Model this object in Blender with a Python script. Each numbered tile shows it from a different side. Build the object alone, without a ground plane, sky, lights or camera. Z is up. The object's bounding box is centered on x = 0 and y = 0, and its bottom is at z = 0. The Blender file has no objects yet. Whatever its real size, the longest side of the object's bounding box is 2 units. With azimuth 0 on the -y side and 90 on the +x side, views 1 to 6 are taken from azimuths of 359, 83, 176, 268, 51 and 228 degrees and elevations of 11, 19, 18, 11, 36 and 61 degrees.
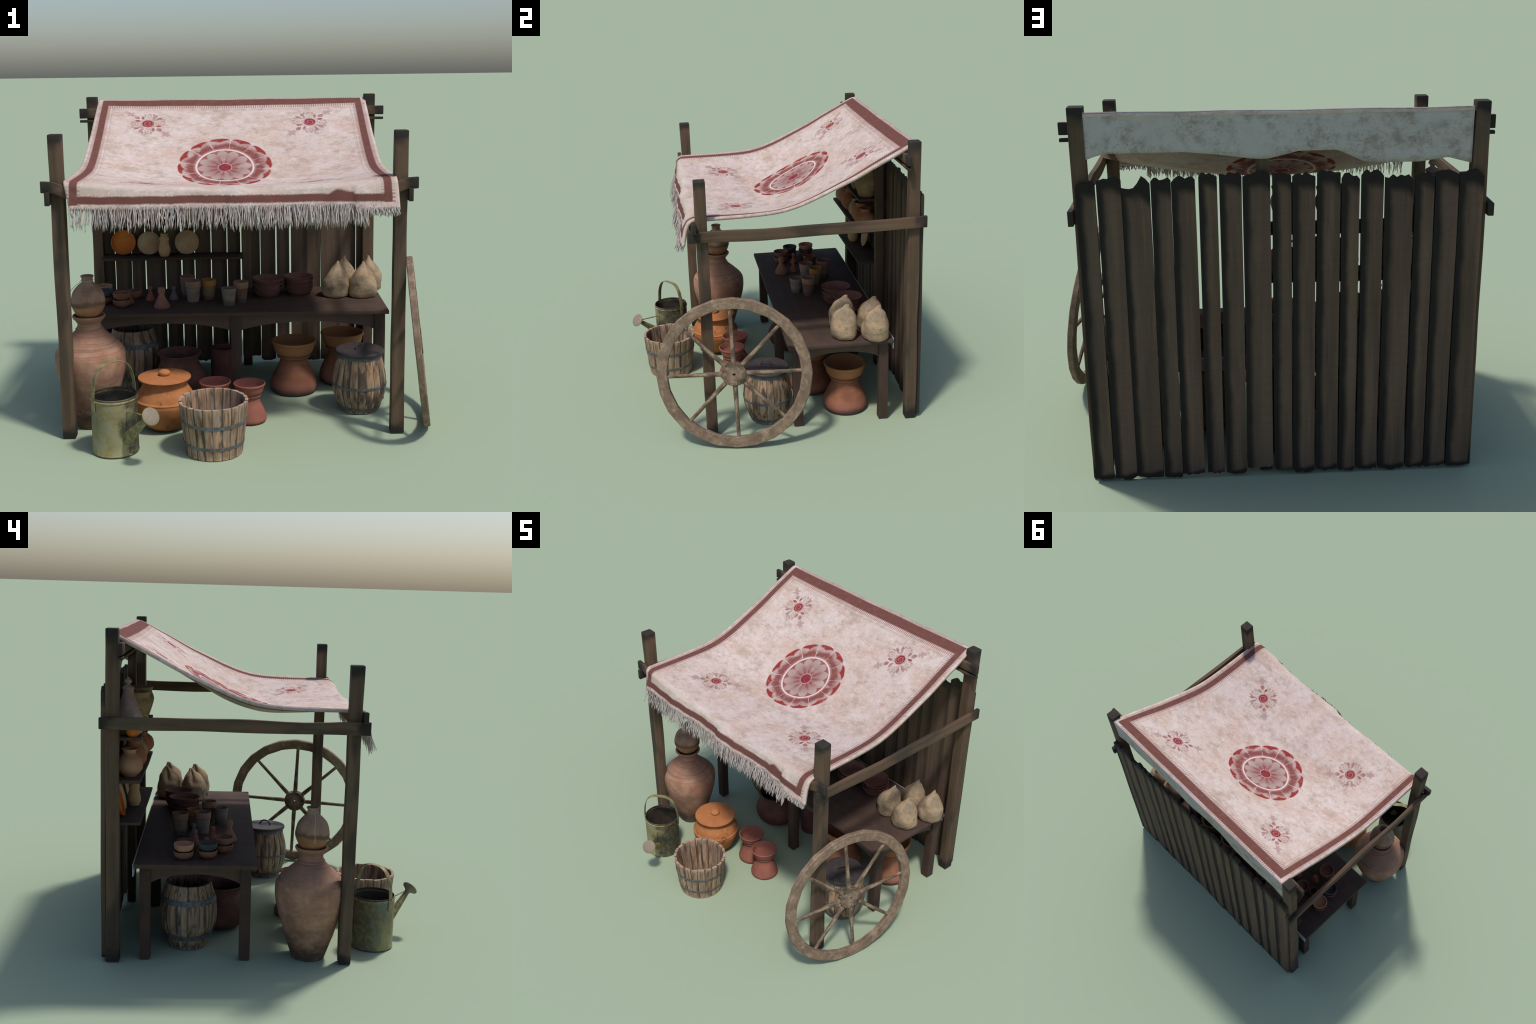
import bpy, bmesh, math, random
from mathutils import Vector, Matrix, noise
import numpy as np

R = random.Random(7)
TAU = math.tau
COL = bpy.context.scene.collection


# ------------------------------------------------------------------ node helper
class V:
    """A shader socket with arithmetic, so masks read as formulas."""
    nt = None

    def __init__(s, sock): s.s = sock

    @staticmethod
    def m(op, *a, clamp=False):
        n = V.nt.nodes.new("ShaderNodeMath"); n.operation = op; n.use_clamp = clamp
        for i, x in enumerate(a):
            if isinstance(x, V): V.nt.links.new(x.s, n.inputs[i])
            else: n.inputs[i].default_value = x
        return V(n.outputs[0])

    def __add__(s, o): return V.m("ADD", s, o)
    def __radd__(s, o): return V.m("ADD", o, s)
    def __sub__(s, o): return V.m("SUBTRACT", s, o)
    def __rsub__(s, o): return V.m("SUBTRACT", o, s)
    def __mul__(s, o): return V.m("MULTIPLY", s, o)
    def __rmul__(s, o): return V.m("MULTIPLY", s, o)
    def __truediv__(s, o): return V.m("DIVIDE", s, o)
    def __pow__(s, o): return V.m("POWER", s, o)
    def __neg__(s): return V.m("MULTIPLY", s, -1.0)
    def abs(s): return V.m("ABSOLUTE", s)
    def fract(s): return V.m("FRACT", s)
    def sqrt(s): return V.m("SQRT", s)
    def sin(s): return V.m("SINE", s)
    def clamp(s): return V.m("ADD", s, 0.0, clamp=True)
    def max(s, o): return V.m("MAXIMUM", s, o)
    def min(s, o): return V.m("MINIMUM", s, o)


def step(x, a, b):
    """smooth 0..1 as x goes a..b (b may be less than a)"""
    n = V.nt.nodes.new("ShaderNodeMapRange"); n.interpolation_type = "SMOOTHSTEP"
    inv = b < a
    lo, hi = (b, a) if inv else (a, b)
    V.nt.links.new(x.s, n.inputs[0])
    n.inputs[1].default_value = lo; n.inputs[2].default_value = hi
    n.inputs[3].default_value = 1.0 if inv else 0.0; n.inputs[4].default_value = 0.0 if inv else 1.0
    return V(n.outputs[0])


def stepv(x, a, w):
    """smooth step around a socket-valued threshold a, half width w"""
    return ((x - a) / (2 * w) + 0.5).clamp()


def band(x, a, b, w):
    return step(x, a - w, a + w) * step(x, b + w, b - w)


def mix(f, a, b, mode="MIX"):
    n = V.nt.nodes.new("ShaderNodeMix"); n.data_type = "RGBA"; n.blend_type = mode
    for i, x in ((0, f), (6, a), (7, b)):
        if isinstance(x, V): V.nt.links.new(x.s, n.inputs[i])
        elif i == 0: n.inputs[0].default_value = x
        else: n.inputs[i].default_value = (*x, 1)
    return V(n.outputs[2])


def coords(kind="Object"):
    t = V.nt.nodes.new("ShaderNodeTexCoord")
    sep = V.nt.nodes.new("ShaderNodeSeparateXYZ")
    V.nt.links.new(t.outputs[kind], sep.inputs[0])
    return V(t.outputs[kind]), [V(o) for o in sep.outputs]


def vec(x, y, z):
    n = V.nt.nodes.new("ShaderNodeCombineXYZ")
    for i, a in enumerate((x, y, z)):
        if isinstance(a, V): V.nt.links.new(a.s, n.inputs[i])
        else: n.inputs[i].default_value = a
    return V(n.outputs[0])


def mapping(v, scale=(1, 1, 1), loc=(0, 0, 0)):
    n = V.nt.nodes.new("ShaderNodeMapping")
    V.nt.links.new(v.s, n.inputs[0])
    n.inputs["Scale"].default_value = scale
    if isinstance(loc, V): V.nt.links.new(loc.s, n.inputs["Location"])
    else: n.inputs["Location"].default_value = loc
    return V(n.outputs[0])


def noi(v, scale, detail=4, rough=0.55, dist=0.0):
    n = V.nt.nodes.new("ShaderNodeTexNoise")
    V.nt.links.new(v.s, n.inputs["Vector"])
    n.inputs["Scale"].default_value = scale; n.inputs["Detail"].default_value = detail
    n.inputs["Roughness"].default_value = rough; n.inputs["Distortion"].default_value = dist
    return V(n.outputs[0])


def rnd():
    return V(V.nt.nodes.new("ShaderNodeObjectInfo").outputs["Random"])


def prop(name):
    n = V.nt.nodes.new("ShaderNodeAttribute"); n.attribute_type = "OBJECT"; n.attribute_name = '["%s"]' % name
    return V(n.outputs["Fac"])


def pointy():
    return V(V.nt.nodes.new("ShaderNodeNewGeometry").outputs["Pointiness"])


def normal_xyz():
    g = V.nt.nodes.new("ShaderNodeTexCoord")
    sep = V.nt.nodes.new("ShaderNodeSeparateXYZ")
    V.nt.links.new(g.outputs["Normal"], sep.inputs[0])
    return [V(o) for o in sep.outputs]


def material(name, build, rough=0.85, spec=0.25, metal=0.0):
    m = bpy.data.materials.new(name); m.use_nodes = True
    V.nt = m.node_tree
    p = V.nt.nodes["Principled BSDF"]
    p.inputs["Roughness"].default_value = rough
    p.inputs["Specular IOR Level"].default_value = spec
    p.inputs["Metallic"].default_value = metal
    out = build()
    colour, bump = out[0], out[1]
    V.nt.links.new(colour.s, p.inputs["Base Color"])
    if bump is not None:
        b = V.nt.nodes.new("ShaderNodeBump")
        b.inputs["Strength"].default_value = out[2] if len(out) > 2 else 0.4
        b.inputs["Distance"].default_value = out[3] if len(out) > 3 else 0.004
        V.nt.links.new(bump.s, b.inputs["Height"])
        V.nt.links.new(b.outputs[0], p.inputs["Normal"])
    return m


# ------------------------------------------------------------------ materials
def grain_vec(v, axis, fine=1.0):
    off = rnd() * 17.0
    sc = [22.0 * fine] * 3
    sc[axis] = 1.2 * fine
    return mapping(v, sc, vec(off, off * 1.7, off * 0.6))


def dark_wood(axis, tone=1.0, soot=1.0):
    def build():
        v, xyz = coords()
        gv = grain_vec(v, axis)
        g = noi(gv, 1.0, 5, 0.6)
        fine = noi(gv, 4.0, 3, 0.6)
        blot = noi(mapping(v, (3, 3, 3), vec(rnd() * 9.0, 0.0, 0.0)), 1.5, 3)
        c = mix(step(g, 0.3, 0.72), (0.072 * tone, 0.048 * tone, 0.031 * tone), (0.152 * tone, 0.102 * tone, 0.064 * tone))
        c = mix(step(blot, 0.42, 0.72) * 0.65, c, (0.140 * tone, 0.079 * tone, 0.051 * tone))
        c = mix(step(blot, 0.46, 0.30) * 0.5, c, (0.070 * tone, 0.060 * tone, 0.046 * tone))
        c = mix(step(fine, 0.62, 0.75) * 0.4, c, (0.050 * tone, 0.037 * tone, 0.028 * tone))
        # dark bands at the two ends, ragged by noise
        half = prop("length") * 0.5
        end = half - (xyz[axis] - prop("middle")).abs()
        rag = (noi(mapping(v, (6, 6, 6)), 2.0, 3) - 0.5) * 0.12
        c = mix(step(end + rag, 0.095, 0.020) * soot, c, (0.020, 0.018, 0.017))
        sc2 = [9.0, 9.0, 9.0]; sc2[axis] = 2.2
        smear = noi(mapping(v, sc2, vec(rnd() * 13.0, rnd() * 5.0, 0.0)), 1.0, 2, 0.5)
        c = mix(step(smear, 0.53, 0.66) * 0.62, c, (0.034, 0.029, 0.025))
        # worn pale arris
        c = mix(step(pointy(), 0.53, 0.62) * 0.25, c, (0.20, 0.14, 0.09))
        return c, g + fine * 0.4, 0.35, 0.003
    return build


def table_wood(axis):
    def build():
        v, xyz = coords()
        g = noi(grain_vec(v, axis), 1.0, 4, 0.55)
        n = noi(v, 7.0, 5, 0.6)
        c = mix(step(g, 0.25, 0.75), (0.050, 0.031, 0.024), (0.071, 0.045, 0.034))  # browns lowered to match the tabletop under canopy shade
        c = mix(step(n, 0.42, 0.66) * 0.6, c, (0.084, 0.047, 0.035))
        c = mix(step(n, 0.44, 0.30) * 0.5, c, (0.045, 0.036, 0.030))
        c = mix(step(noi(v, 55.0, 4, 0.7), 0.62, 0.74) * 0.4, c, (0.16, 0.11, 0.085))
        c = mix(step(pointy(), 0.53, 0.62) * 0.3, c, (0.17, 0.11, 0.085))
        return c, g + n * 0.5, 0.25, 0.002
    return build


def plank_wood():
    v, xyz = coords()
    gv = grain_vec(v, 2)
    g = noi(gv, 1.0, 5, 0.6)
    fine = noi(gv, 3.5, 3, 0.6)
    cross = noi(mapping(v, (10, 10, 160)), 1.0, 2)
    blot = noi(mapping(v, (5, 5, 2), vec(rnd() * 9.0, 0.0, 0.0)), 1.5, 3)
    c = mix(step(g, 0.3, 0.72), (0.098, 0.066, 0.046), (0.178, 0.117, 0.081))
    c = mix(step(rnd() + 0.0, 0.0, 1.0) * 0.3, c, (0.095, 0.072, 0.052))
    c = mix(step(blot, 0.4, 0.7) * 0.5, c, (0.135, 0.080, 0.056))
    c = mix(step(noi(gv, 2.2, 3, 0.6), 0.60, 0.70) * 0.45, c, (0.20, 0.125, 0.055))
    c = mix(step(fine, 0.6, 0.75) * 0.35, c, (0.045, 0.033, 0.024))
    c = mix(step(cross, 0.45, 0.6) * 0.12, c, (0.05, 0.04, 0.03))
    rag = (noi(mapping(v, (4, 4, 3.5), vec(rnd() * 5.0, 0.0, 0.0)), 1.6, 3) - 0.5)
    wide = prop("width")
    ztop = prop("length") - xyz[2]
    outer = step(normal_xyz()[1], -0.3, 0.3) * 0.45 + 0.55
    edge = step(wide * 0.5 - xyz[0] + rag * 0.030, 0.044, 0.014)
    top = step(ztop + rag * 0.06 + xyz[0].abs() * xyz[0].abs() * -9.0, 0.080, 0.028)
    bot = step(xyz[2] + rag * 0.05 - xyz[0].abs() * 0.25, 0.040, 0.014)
    soot = edge.max(top).max(bot) * outer  # soft dark bands along one long edge, top and foot
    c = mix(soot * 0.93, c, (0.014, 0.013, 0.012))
    return c, g + fine * 0.4, 0.3, 0.003


def pale_wood():  # staves: pale brown timber with dark weathered streaks
    v, xyz = coords()
    r = rnd()
    off = vec(r * 31.0, r * 11.0, r * 5.0)
    g = noi(mapping(v, (60, 60, 7), off), 1.0, 4, 0.6)
    st = noi(mapping(v, (34, 34, 2.5), off), 1.0, 3, 0.55)
    blot = noi(mapping(v, (12, 12, 9), off), 1.0, 4)
    c = mix(step(g, 0.3, 0.7), (0.23, 0.140, 0.080), (0.50, 0.335, 0.205))
    c = mix(step(st, 0.47, 0.62) * 0.88, c, (0.062, 0.046, 0.038))
    c = mix(step(blot, 0.50, 0.66) * 0.6, c, (0.29, 0.255, 0.225))
    c = mix(step(r, 0.0, 1.0) * 0.35, c, (0.13, 0.095, 0.07))
    c = mix(step(blot, 0.34, 0.26) * 0.7, c, (0.10, 0.07, 0.05))
    c = mix(step(pointy(), 0.52, 0.60) * 0.4, c, (0.55, 0.37, 0.26))
    # dark seams along the stave edges (stave centred on +x of its own axis)
    ang = V.m("ARCTAN2", xyz[1], xyz[0]).abs() / prop("half_angle")
    c = mix(step(ang + (st - 0.5) * 1.0, 0.68, 1.0) * 0.85, c, (0.045, 0.034, 0.028))
    return c, g + st, 0.5, 0.004


def wheel_wood(radial):
    def build():
        v, xyz = coords()
        if radial:   # rim: grain round the rim
            ang = V.m("ARCTAN2", xyz[2], xyz[1])
            rr = (xyz[1] * xyz[1] + xyz[2] * xyz[2]).sqrt()
            gv = vec(ang * 9.0, rr * 60.0, xyz[0] * 60.0)
        else:
            gv = mapping(v, (70, 70, 14))
        g = noi(gv, 1.0, 5, 0.65)
        b = noi(mapping(v, (7, 7, 7)), 1.6, 5, 0.6)
        c = mix(step(g, 0.40, 0.60), (0.080, 0.060, 0.040), (0.250, 0.188, 0.125))
        c = mix(step(b, 0.48, 0.64) * 0.55, c, (0.25, 0.160, 0.105))
        c = mix(step(noi(mapping(v, (16, 16, 16), (5, 1, 3)), 1.0, 5, 0.7), 0.48, 0.58) * 0.75, c, (0.068, 0.054, 0.038))
        c = mix(step(b, 0.47, 0.38) * 0.75, c, (0.085, 0.068, 0.045))
        c = mix(step(noi(v, 40, 3), 0.60, 0.72) * 0.5, c, (0.33, 0.265, 0.19))
        k1 = noi(mapping(v, (15, 15, 15), (7, 3, 9)), 1.0, 4, 0.6)
        k2 = noi(mapping(v, (42, 42, 42), (2, 8, 1)), 1.0, 3, 0.6)
        c = mix(step(k1, 0.54, 0.40) * 0.75, c, (0.36, 0.34, 0.30), "MULTIPLY")
        c = mix(step(k2, 0.56, 0.44) * 0.40, c, (0.45, 0.43, 0.40), "MULTIPLY")
        c = mix(step(k1, 0.56, 0.68) * 0.45, c, (0.36, 0.30, 0.215))
        c = mix(step(pointy(), 0.52, 0.58) * 0.45, c, (0.38, 0.26, 0.185))
        return c, g, 0.5, 0.004
    return build


def clay(base, dark, light, seed=0.0, ridges=0.0, foot=None, blot=0.6, extra=None, grad=None):
    """Fired clay: blotched base colour, pale scuffs, optional throwing ridges, sooty foot, vertical gradient."""
    def build():
        v, xyz = coords()
        sv = mapping(v, (1, 1, 1), vec(seed, seed * 0.7 + rnd() * 3.0, seed * 1.3))
        n1 = noi(sv, 9.0, 5, 0.6)
        n2 = noi(sv, 28.0, 4, 0.6)
        n3 = noi(mapping(sv, (8, 8, 90)), 1.0, 3)
        c = mix(step(n1, 0.32, 0.68), dark, base)
        c = mix(step(n1, 0.55, 0.75) * blot, c, light)
        c = mix(step(n2, 0.58, 0.75) * 0.35, c, light)
        c = mix(step(n2, 0.40, 0.28) * 0.5, c, dark)
        c = mix(step(n3, 0.55, 0.7) * min(1.0, 0.15 + ridges * 0.5), c, dark)
        if grad:
            for z0, z1, colr, f in grad:
                c = mix(step(xyz[2] + (n1 - 0.5) * 0.3 * abs(z1 - z0), z0, z1) * f, c, colr)
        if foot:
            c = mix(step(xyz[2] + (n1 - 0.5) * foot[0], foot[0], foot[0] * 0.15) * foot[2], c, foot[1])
        if extra: c = extra(c, v, xyz, n1, n2)
        c = mix(step(pointy(), 0.53, 0.62) * 0.35, c, light)
        return c, n2 + n3 * (0.3 + ridges), 0.35, 0.003
    return build


def cloth_build(pattern):
    def build():
        v, (x, y, z) = coords()
        weave = noi(mapping(v, (230, 160, 230)), 1.0, 2)
        n1 = noi(mapping(v, (3.0, 5.0, 5.0)), 1.2, 6, 0.65)
        n2 = noi(mapping(v, (26, 34, 34)), 1.0, 5, 0.7)
        n3 = noi(mapping(v, (7, 7, 7), (3, 1, 2)), 1.0, 6, 0.7)
        pale = (0.605, 0.500, 0.462)
        c = mix(step(n1, 0.42, 0.66), pale, (0.56, 0.410, 0.345))
        c = mix(step(n3, 0.48, 0.68) * 0.65, c, (0.455, 0.345, 0.285))
        c = mix(step(n2, 0.50, 0.68) * (step(n3, 0.35, 0.6) * 0.5 + 0.25), c, (0.375, 0.285, 0.240))
        n5 = noi(mapping(v, (5, 9, 9), (9, 4, 2)), 1.0, 7, 0.75)
        c = mix(step(n5, 0.50, 0.64) * 0.62, c, (0.40, 0.300, 0.235))
        c = mix(step(n2, 0.47, 0.32) * 0.55, c, (0.69, 0.620, 0.600))
        gr = noi(mapping(v, (90, 110, 110)), 1.0, 3, 0.7)
        c = mix(step(gr, 0.50, 0.68) * 0.28, c, (0.36, 0.28, 0.24))
        if not pattern:
            c = mix(0.70, c, (0.43, 0.440, 0.425))  # cloth tinted cool grey for the shadow on the valance
            n4 = noi(mapping(v, (16, 16, 16)), 1.0, 6, 0.7)
            c = mix(step(n4, 0.46, 0.62) * step(n3, 0.36, 0.58) * 0.55, c, (0.215, 0.165, 0.130))
            c = mix(step(n4, 0.46, 0.34) * 0.4, c, (0.48, 0.50, 0.49))
            c = mix(step(gr, 0.52, 0.66) * step(n3, 0.40, 0.6) * 0.5, c, (0.24, 0.17, 0.13))
            return c, weave + n2, 0.3, 0.002
        fray = (noi(mapping(v, (150, 150, 150)), 1.0, 2) - 0.5)
        red = (0.150, 0.062, 0.052)
        top = step(y, -0.462, -0.452)
        wear = 1.0 - step(n2, 0.54, 0.72) * 0.35 - step(gr, 0.55, 0.72) * 0.25

        # ---- medallion
        dx = x + 0.097
        dy0 = y - 0.247
        dy = dy0 * (dy0 * 0.30 + 1.10)
        r = (dx * dx + dy * dy).sqrt() + fray * 0.004
        th = V.m("ARCTAN2", dy, dx)
        seg = (th * (12.0 / TAU) + 100.25).fract()
        ph = (seg - 0.5).abs() * 2.0                      # 0 at petal centre, 1 at the gap
        edge_r = 0.262 - (ph ** 5.0) * 0.022
        disc = stepv(edge_r, r, 0.003)
        zone = step(r, 0.163, 0.168)                      # outer ring of petals
        ringn = noi(mapping(v, (18, 18, 18)), 1.0, 3)
        outer = mix(step(r + (ringn - 0.5) * 0.08, 0.195, 0.240), (0.215, 0.068, 0.062), (0.47, 0.33, 0.305))
        outer = mix(step(gr, 0.52, 0.66) * 0.5, outer, (0.29, 0.075, 0.060))
        outer = mix(step(ringn, 0.55, 0.72) * 0.6, outer, (0.48, 0.36, 0.34))
        outer = mix(step(r, 0.180, 0.166) * 0.4, outer, (0.55, 0.35, 0.33))
        crescent = 0.222 + (ph ** 0.6) * 0.030
        outer = mix(stepv(r, crescent, 0.005), outer, (0.265, 0.034, 0.032))
        outer = mix(step(ph + (ringn - 0.5) * 0.12, 0.955, 0.985) * 0.85, outer, (0.62, 0.50, 0.48))
        spoke = step(((th * (12.0 / TAU) + 100.75).fract() - 0.5).abs() * 2.0, 0.75, 0.05) * step(r + (ringn - 0.5) * 0.05, 0.135, 0.045)
        inner = mix(step(r, 0.045, 0.14), (0.27, 0.150, 0.140), (0.40, 0.295, 0.262))
        inner = mix(step(gr, 0.48, 0.66) * 0.4, inner, (0.28, 0.15, 0.135))
        inner = mix(step(ringn, 0.52, 0.70) * 0.4, inner, (0.50, 0.40, 0.37))
        inner = mix(spoke * 0.9, inner, (0.260, 0.045, 0.048))
        tips = stepv(r, 0.151 - ph ** 2.0 * 0.030, 0.003)
        inner = mix(tips * 0.9, inner, (0.27, 0.065, 0.065))
        inner = mix(band(r, 0.036, 0.0395, 0.002) * 0.8, inner, (0.60, 0.48, 0.46))
        inner = mix(step(r, 0.037, 0.034), inner, (0.230, 0.030, 0.038))
        med = mix(zone, inner, outer)
        med = mix(band(r, 0.153, 0.164, 0.003), med, (0.68, 0.56, 0.53))
        c = mix(disc * wear * top, c, med)

        # ---- four corner flowers, one folded into the others
        back = step(y, 0.15, 0.25)
        fx = (x + 0.060 + back * 0.016).abs() - (back * 0.039 + 0.432)
        fy = (y - 0.201).abs() - 0.374
        fy = fy * (back * 0.14 + 1.03)
        a = (fx * 0.76 + fy * 0.65).abs()                 # along the arm
        b = (fy * 0.76 - fx * 0.65).abs()                 # across it
        sa = fx * 0.76 + fy * 0.65
        fr = (a * a + b * b).sqrt() + fray * 0.006
        a = a * 0.90; b = b * 0.90; fr = fr * 0.90
        wob = noi(mapping(v, (90, 90, 90)), 1.0, 2)
        def leaf(c, ca, cb, rot, ln, wd, colr, f):
            cs, sn = math.cos(rot), math.sin(rot)
            u = (a - ca) * cs + (b - cb) * sn
            w = (b - cb) * cs - (a - ca) * sn
            q = u.abs() / ln
            shape = stepv((1.0 - q * q) * wd, w.abs() + fray * 0.004, 0.0022)
            return mix(shape * f * top * (step(n2, 0.64, 0.40) * 0.45 + 0.55), c, colr)
        petals = band(fr, 0.030, 0.047, 0.004) * step(wob, 0.42, 0.6)
        c = mix(petals * 0.75 * top, c, (0.40, 0.26, 0.25))
        rose = step(fr, 0.033, 0.029)
        swirl = step((fr * 420.0 + V.m("ARCTAN2", fy, fx) * 1.0).sin() + (wob - 0.5) * 2.5, -0.3, 0.8)
        c = mix(rose * top, c, mix(swirl, (0.225, 0.035, 0.040), (0.37, 0.15, 0.15)))
        c = mix(step(fr, 0.010, 0.006) * top, c, (0.36, 0.035, 0.032))
        c = leaf(c, 0.080, 0.002, 0.0, 0.017, 0.011, (0.24, 0.085, 0.085), 0.85)
        c = leaf(c, 0.056, 0.020, 0.75, 0.017, 0.008, (0.25, 0.045, 0.050), 0.95)
        c = leaf(c, 0.014, 0.072, 1.25, 0.019, 0.008, (0.27, 0.12, 0.118), 0.95)
        c = leaf(c, 0.030, 0.076, 0.75, 0.017, 0.006, (0.31, 0.17, 0.16), 0.85)
        c = leaf(c, 0.010, 0.052, 0.6, 0.012, 0.006, (0.33, 0.18, 0.17), 0.85)
        d = ((a - 0.047) * (a - 0.047) + (b - 0.050) * (b - 0.050)).sqrt()
        c = mix((band(d, 0.013, 0.019, 0.002) + step(d, 0.008, 0.005)) * 0.75 * step(wob, 0.3, 0.5) * top, c, (0.36, 0.25, 0.23))
        da, db = a - 0.126, b
        d = (da * da + db * db).sqrt()
        lob = (V.m("ARCTAN2", db, da) * 5.0).sin()
        c = mix(stepv(lob * 0.007 + 0.020, d, 0.004) * 0.75 * top, c, (0.36, 0.235, 0.22))
        c = leaf(c, 0.066, 0.046, 0.9, 0.013, 0.006, (0.35, 0.21, 0.20), 0.7)
        c = leaf(c, 0.050, 0.068, 0.2, 0.013, 0.006, (0.36, 0.22, 0.21), 0.7)
        d = ((a - 0.160) * (a - 0.160) + (b - 0.004) * (b - 0.004)).sqrt()
        c = mix(step(d, 0.009, 0.005) * 0.3 * top, c, (0.36, 0.25, 0.23))

        # ---- border: brown band, stitched teeth on both sides, double line inside
        side = 0.803 - (x + 0.0585).abs()                 # distance from the side hem
        hemb = 0.818 - y                                  # distance from the back hem
        tooth_y = step(((y + z * 0.5) * 75.0).fract(), 0.35, 0.6)
        tooth_x = step((x * 75.0).fract(), 0.35, 0.6)
        inb = step(hemb, 0.016, 0.024)
        lines = band(side, 0.094, 0.097, 0.0015) + band(side, 0.102, 0.104, 0.0015)
        c = mix(lines.min(1.0) * 0.6 * step(hemb, 0.095, 0.11) * step(z + y * 0.0, 1.245, 1.265), c, (0.33, 0.22, 0.20))
        lines = band(hemb, 0.116, 0.119, 0.0015) + band(hemb, 0.125, 0.127, 0.0015)
        c = mix(lines.min(1.0) * 0.6 * step(side, 0.09, 0.10), c, (0.33, 0.22, 0.20))
        teeth = (band(side, 0.066, 0.083, 0.004) + band(side, 0.012, 0.030, 0.004)).min(1.0)
        teeth = teeth * step(hemb, 0.088, 0.098) * step(z, 1.195, 1.205)
        c = mix(teeth * (1.0 - tooth_y * 0.95) * 0.85, c, (0.29, 0.165, 0.145))
        teeth = (band(hemb, 0.082, 0.106, 0.004) + band(hemb, 0.004, 0.022, 0.004)).min(1.0) * step(side, 0.062, 0.07)
        c = mix(teeth * (1.0 - tooth_x * 0.95) * 0.85, c, (0.29, 0.165, 0.145))
        bandm = (band(side, 0.028, 0.067, 0.004) * inb * step(z, 1.198, 1.206)).max(band(hemb, 0.021, 0.083, 0.004) * step(side, 0.024, 0.032))
        # front flap
        flap = 1.0 - step(y, -0.455, -0.445)
        wave = (noi(vec(x * 7.0, 0.0, 0.0), 1.0, 2) - 0.5) * 0.012
        fz = z + fray * 0.012 + wave
        pl = step(n2 + (z - 1.26) * 4.0, 0.40, 0.60)
        c = mix(flap * 0.55 * pl, c, (0.52, 0.46, 0.40))
        speck = step(noi(mapping(v, (70, 70, 40)), 1.0, 3), 0.56, 0.68)
        c = mix(flap * speck * band(z, 1.170, 1.198, 0.006) * 0.7, c, (0.28, 0.15, 0.13))
        c = mix(flap * speck * band(z, 1.245, 1.275, 0.008) * 0.35, c, (0.36, 0.27, 0.22))
        fb = band(fz, 1.205, 1.242, 0.005) * step(side, 0.024, 0.032)
        stain = stepv(step(x, 0.40, 0.455) * 0.024 + 1.238 - step(x, 0.46, 0.53) * 0.010, fz, 0.006) * step(x, 0.538, 0.533) * step(fz, 1.20, 1.21) * step(x, 0.39, 0.42)
        c = mix((fb.max(stain)) * flap, c, red)
        c = mix(bandm * (1.0 - step(fray, 0.22, 0.4) * 0.4), c, mix(step(n2, 0.45, 0.7), red, (0.185, 0.080, 0.066)))
        return c, weave + n2 * 0.6, 0.3, 0.002
    return build


def fringe_build():
    v, xyz = coords()
    n = noi(mapping(v, (120, 120, 30)), 1.0, 3)
    c = mix(step(n, 0.3, 0.7), (0.34, 0.285, 0.265), (0.58, 0.51, 0.49))
    c = mix(step(noi(v, 16.0, 3), 0.56, 0.68) * step(xyz[2], 1.13, 1.18) * 0.55, c, (0.30, 0.17, 0.15))
    return c, None


def sack_build():
    v, xyz = coords()
    n1 = noi(v, 16.0, 5, 0.6)
    n2 = noi(mapping(v, (130, 130, 190)), 1.0, 2)
    n3 = noi(mapping(v, (30, 30, 240)), 1.0, 2)
    c = mix(step(n1, 0.35, 0.65), (0.40, 0.285, 0.180), (0.245, 0.185, 0.125))
    c = mix(step(noi(v, 34.0, 4), 0.48, 0.66) * 0.55, c, (0.19, 0.165, 0.115))
    c = mix(step(n2, 0.5, 0.7) * 0.25, c, (0.50, 0.38, 0.26))
    c = mix(step(n3, 0.5, 0.66) * 0.2, c, (0.22, 0.17, 0.12))
    c = mix(step(xyz[2] + (n1 - 0.5) * 0.1, 0.055, 0.0) * 0.6, c, (0.45, 0.285, 0.155))
    c = mix(step(pointy(), 0.48, 0.42) * 0.5, c, (0.20, 0.145, 0.10))
    return c, n2 + n3, 0.5, 0.002


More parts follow.
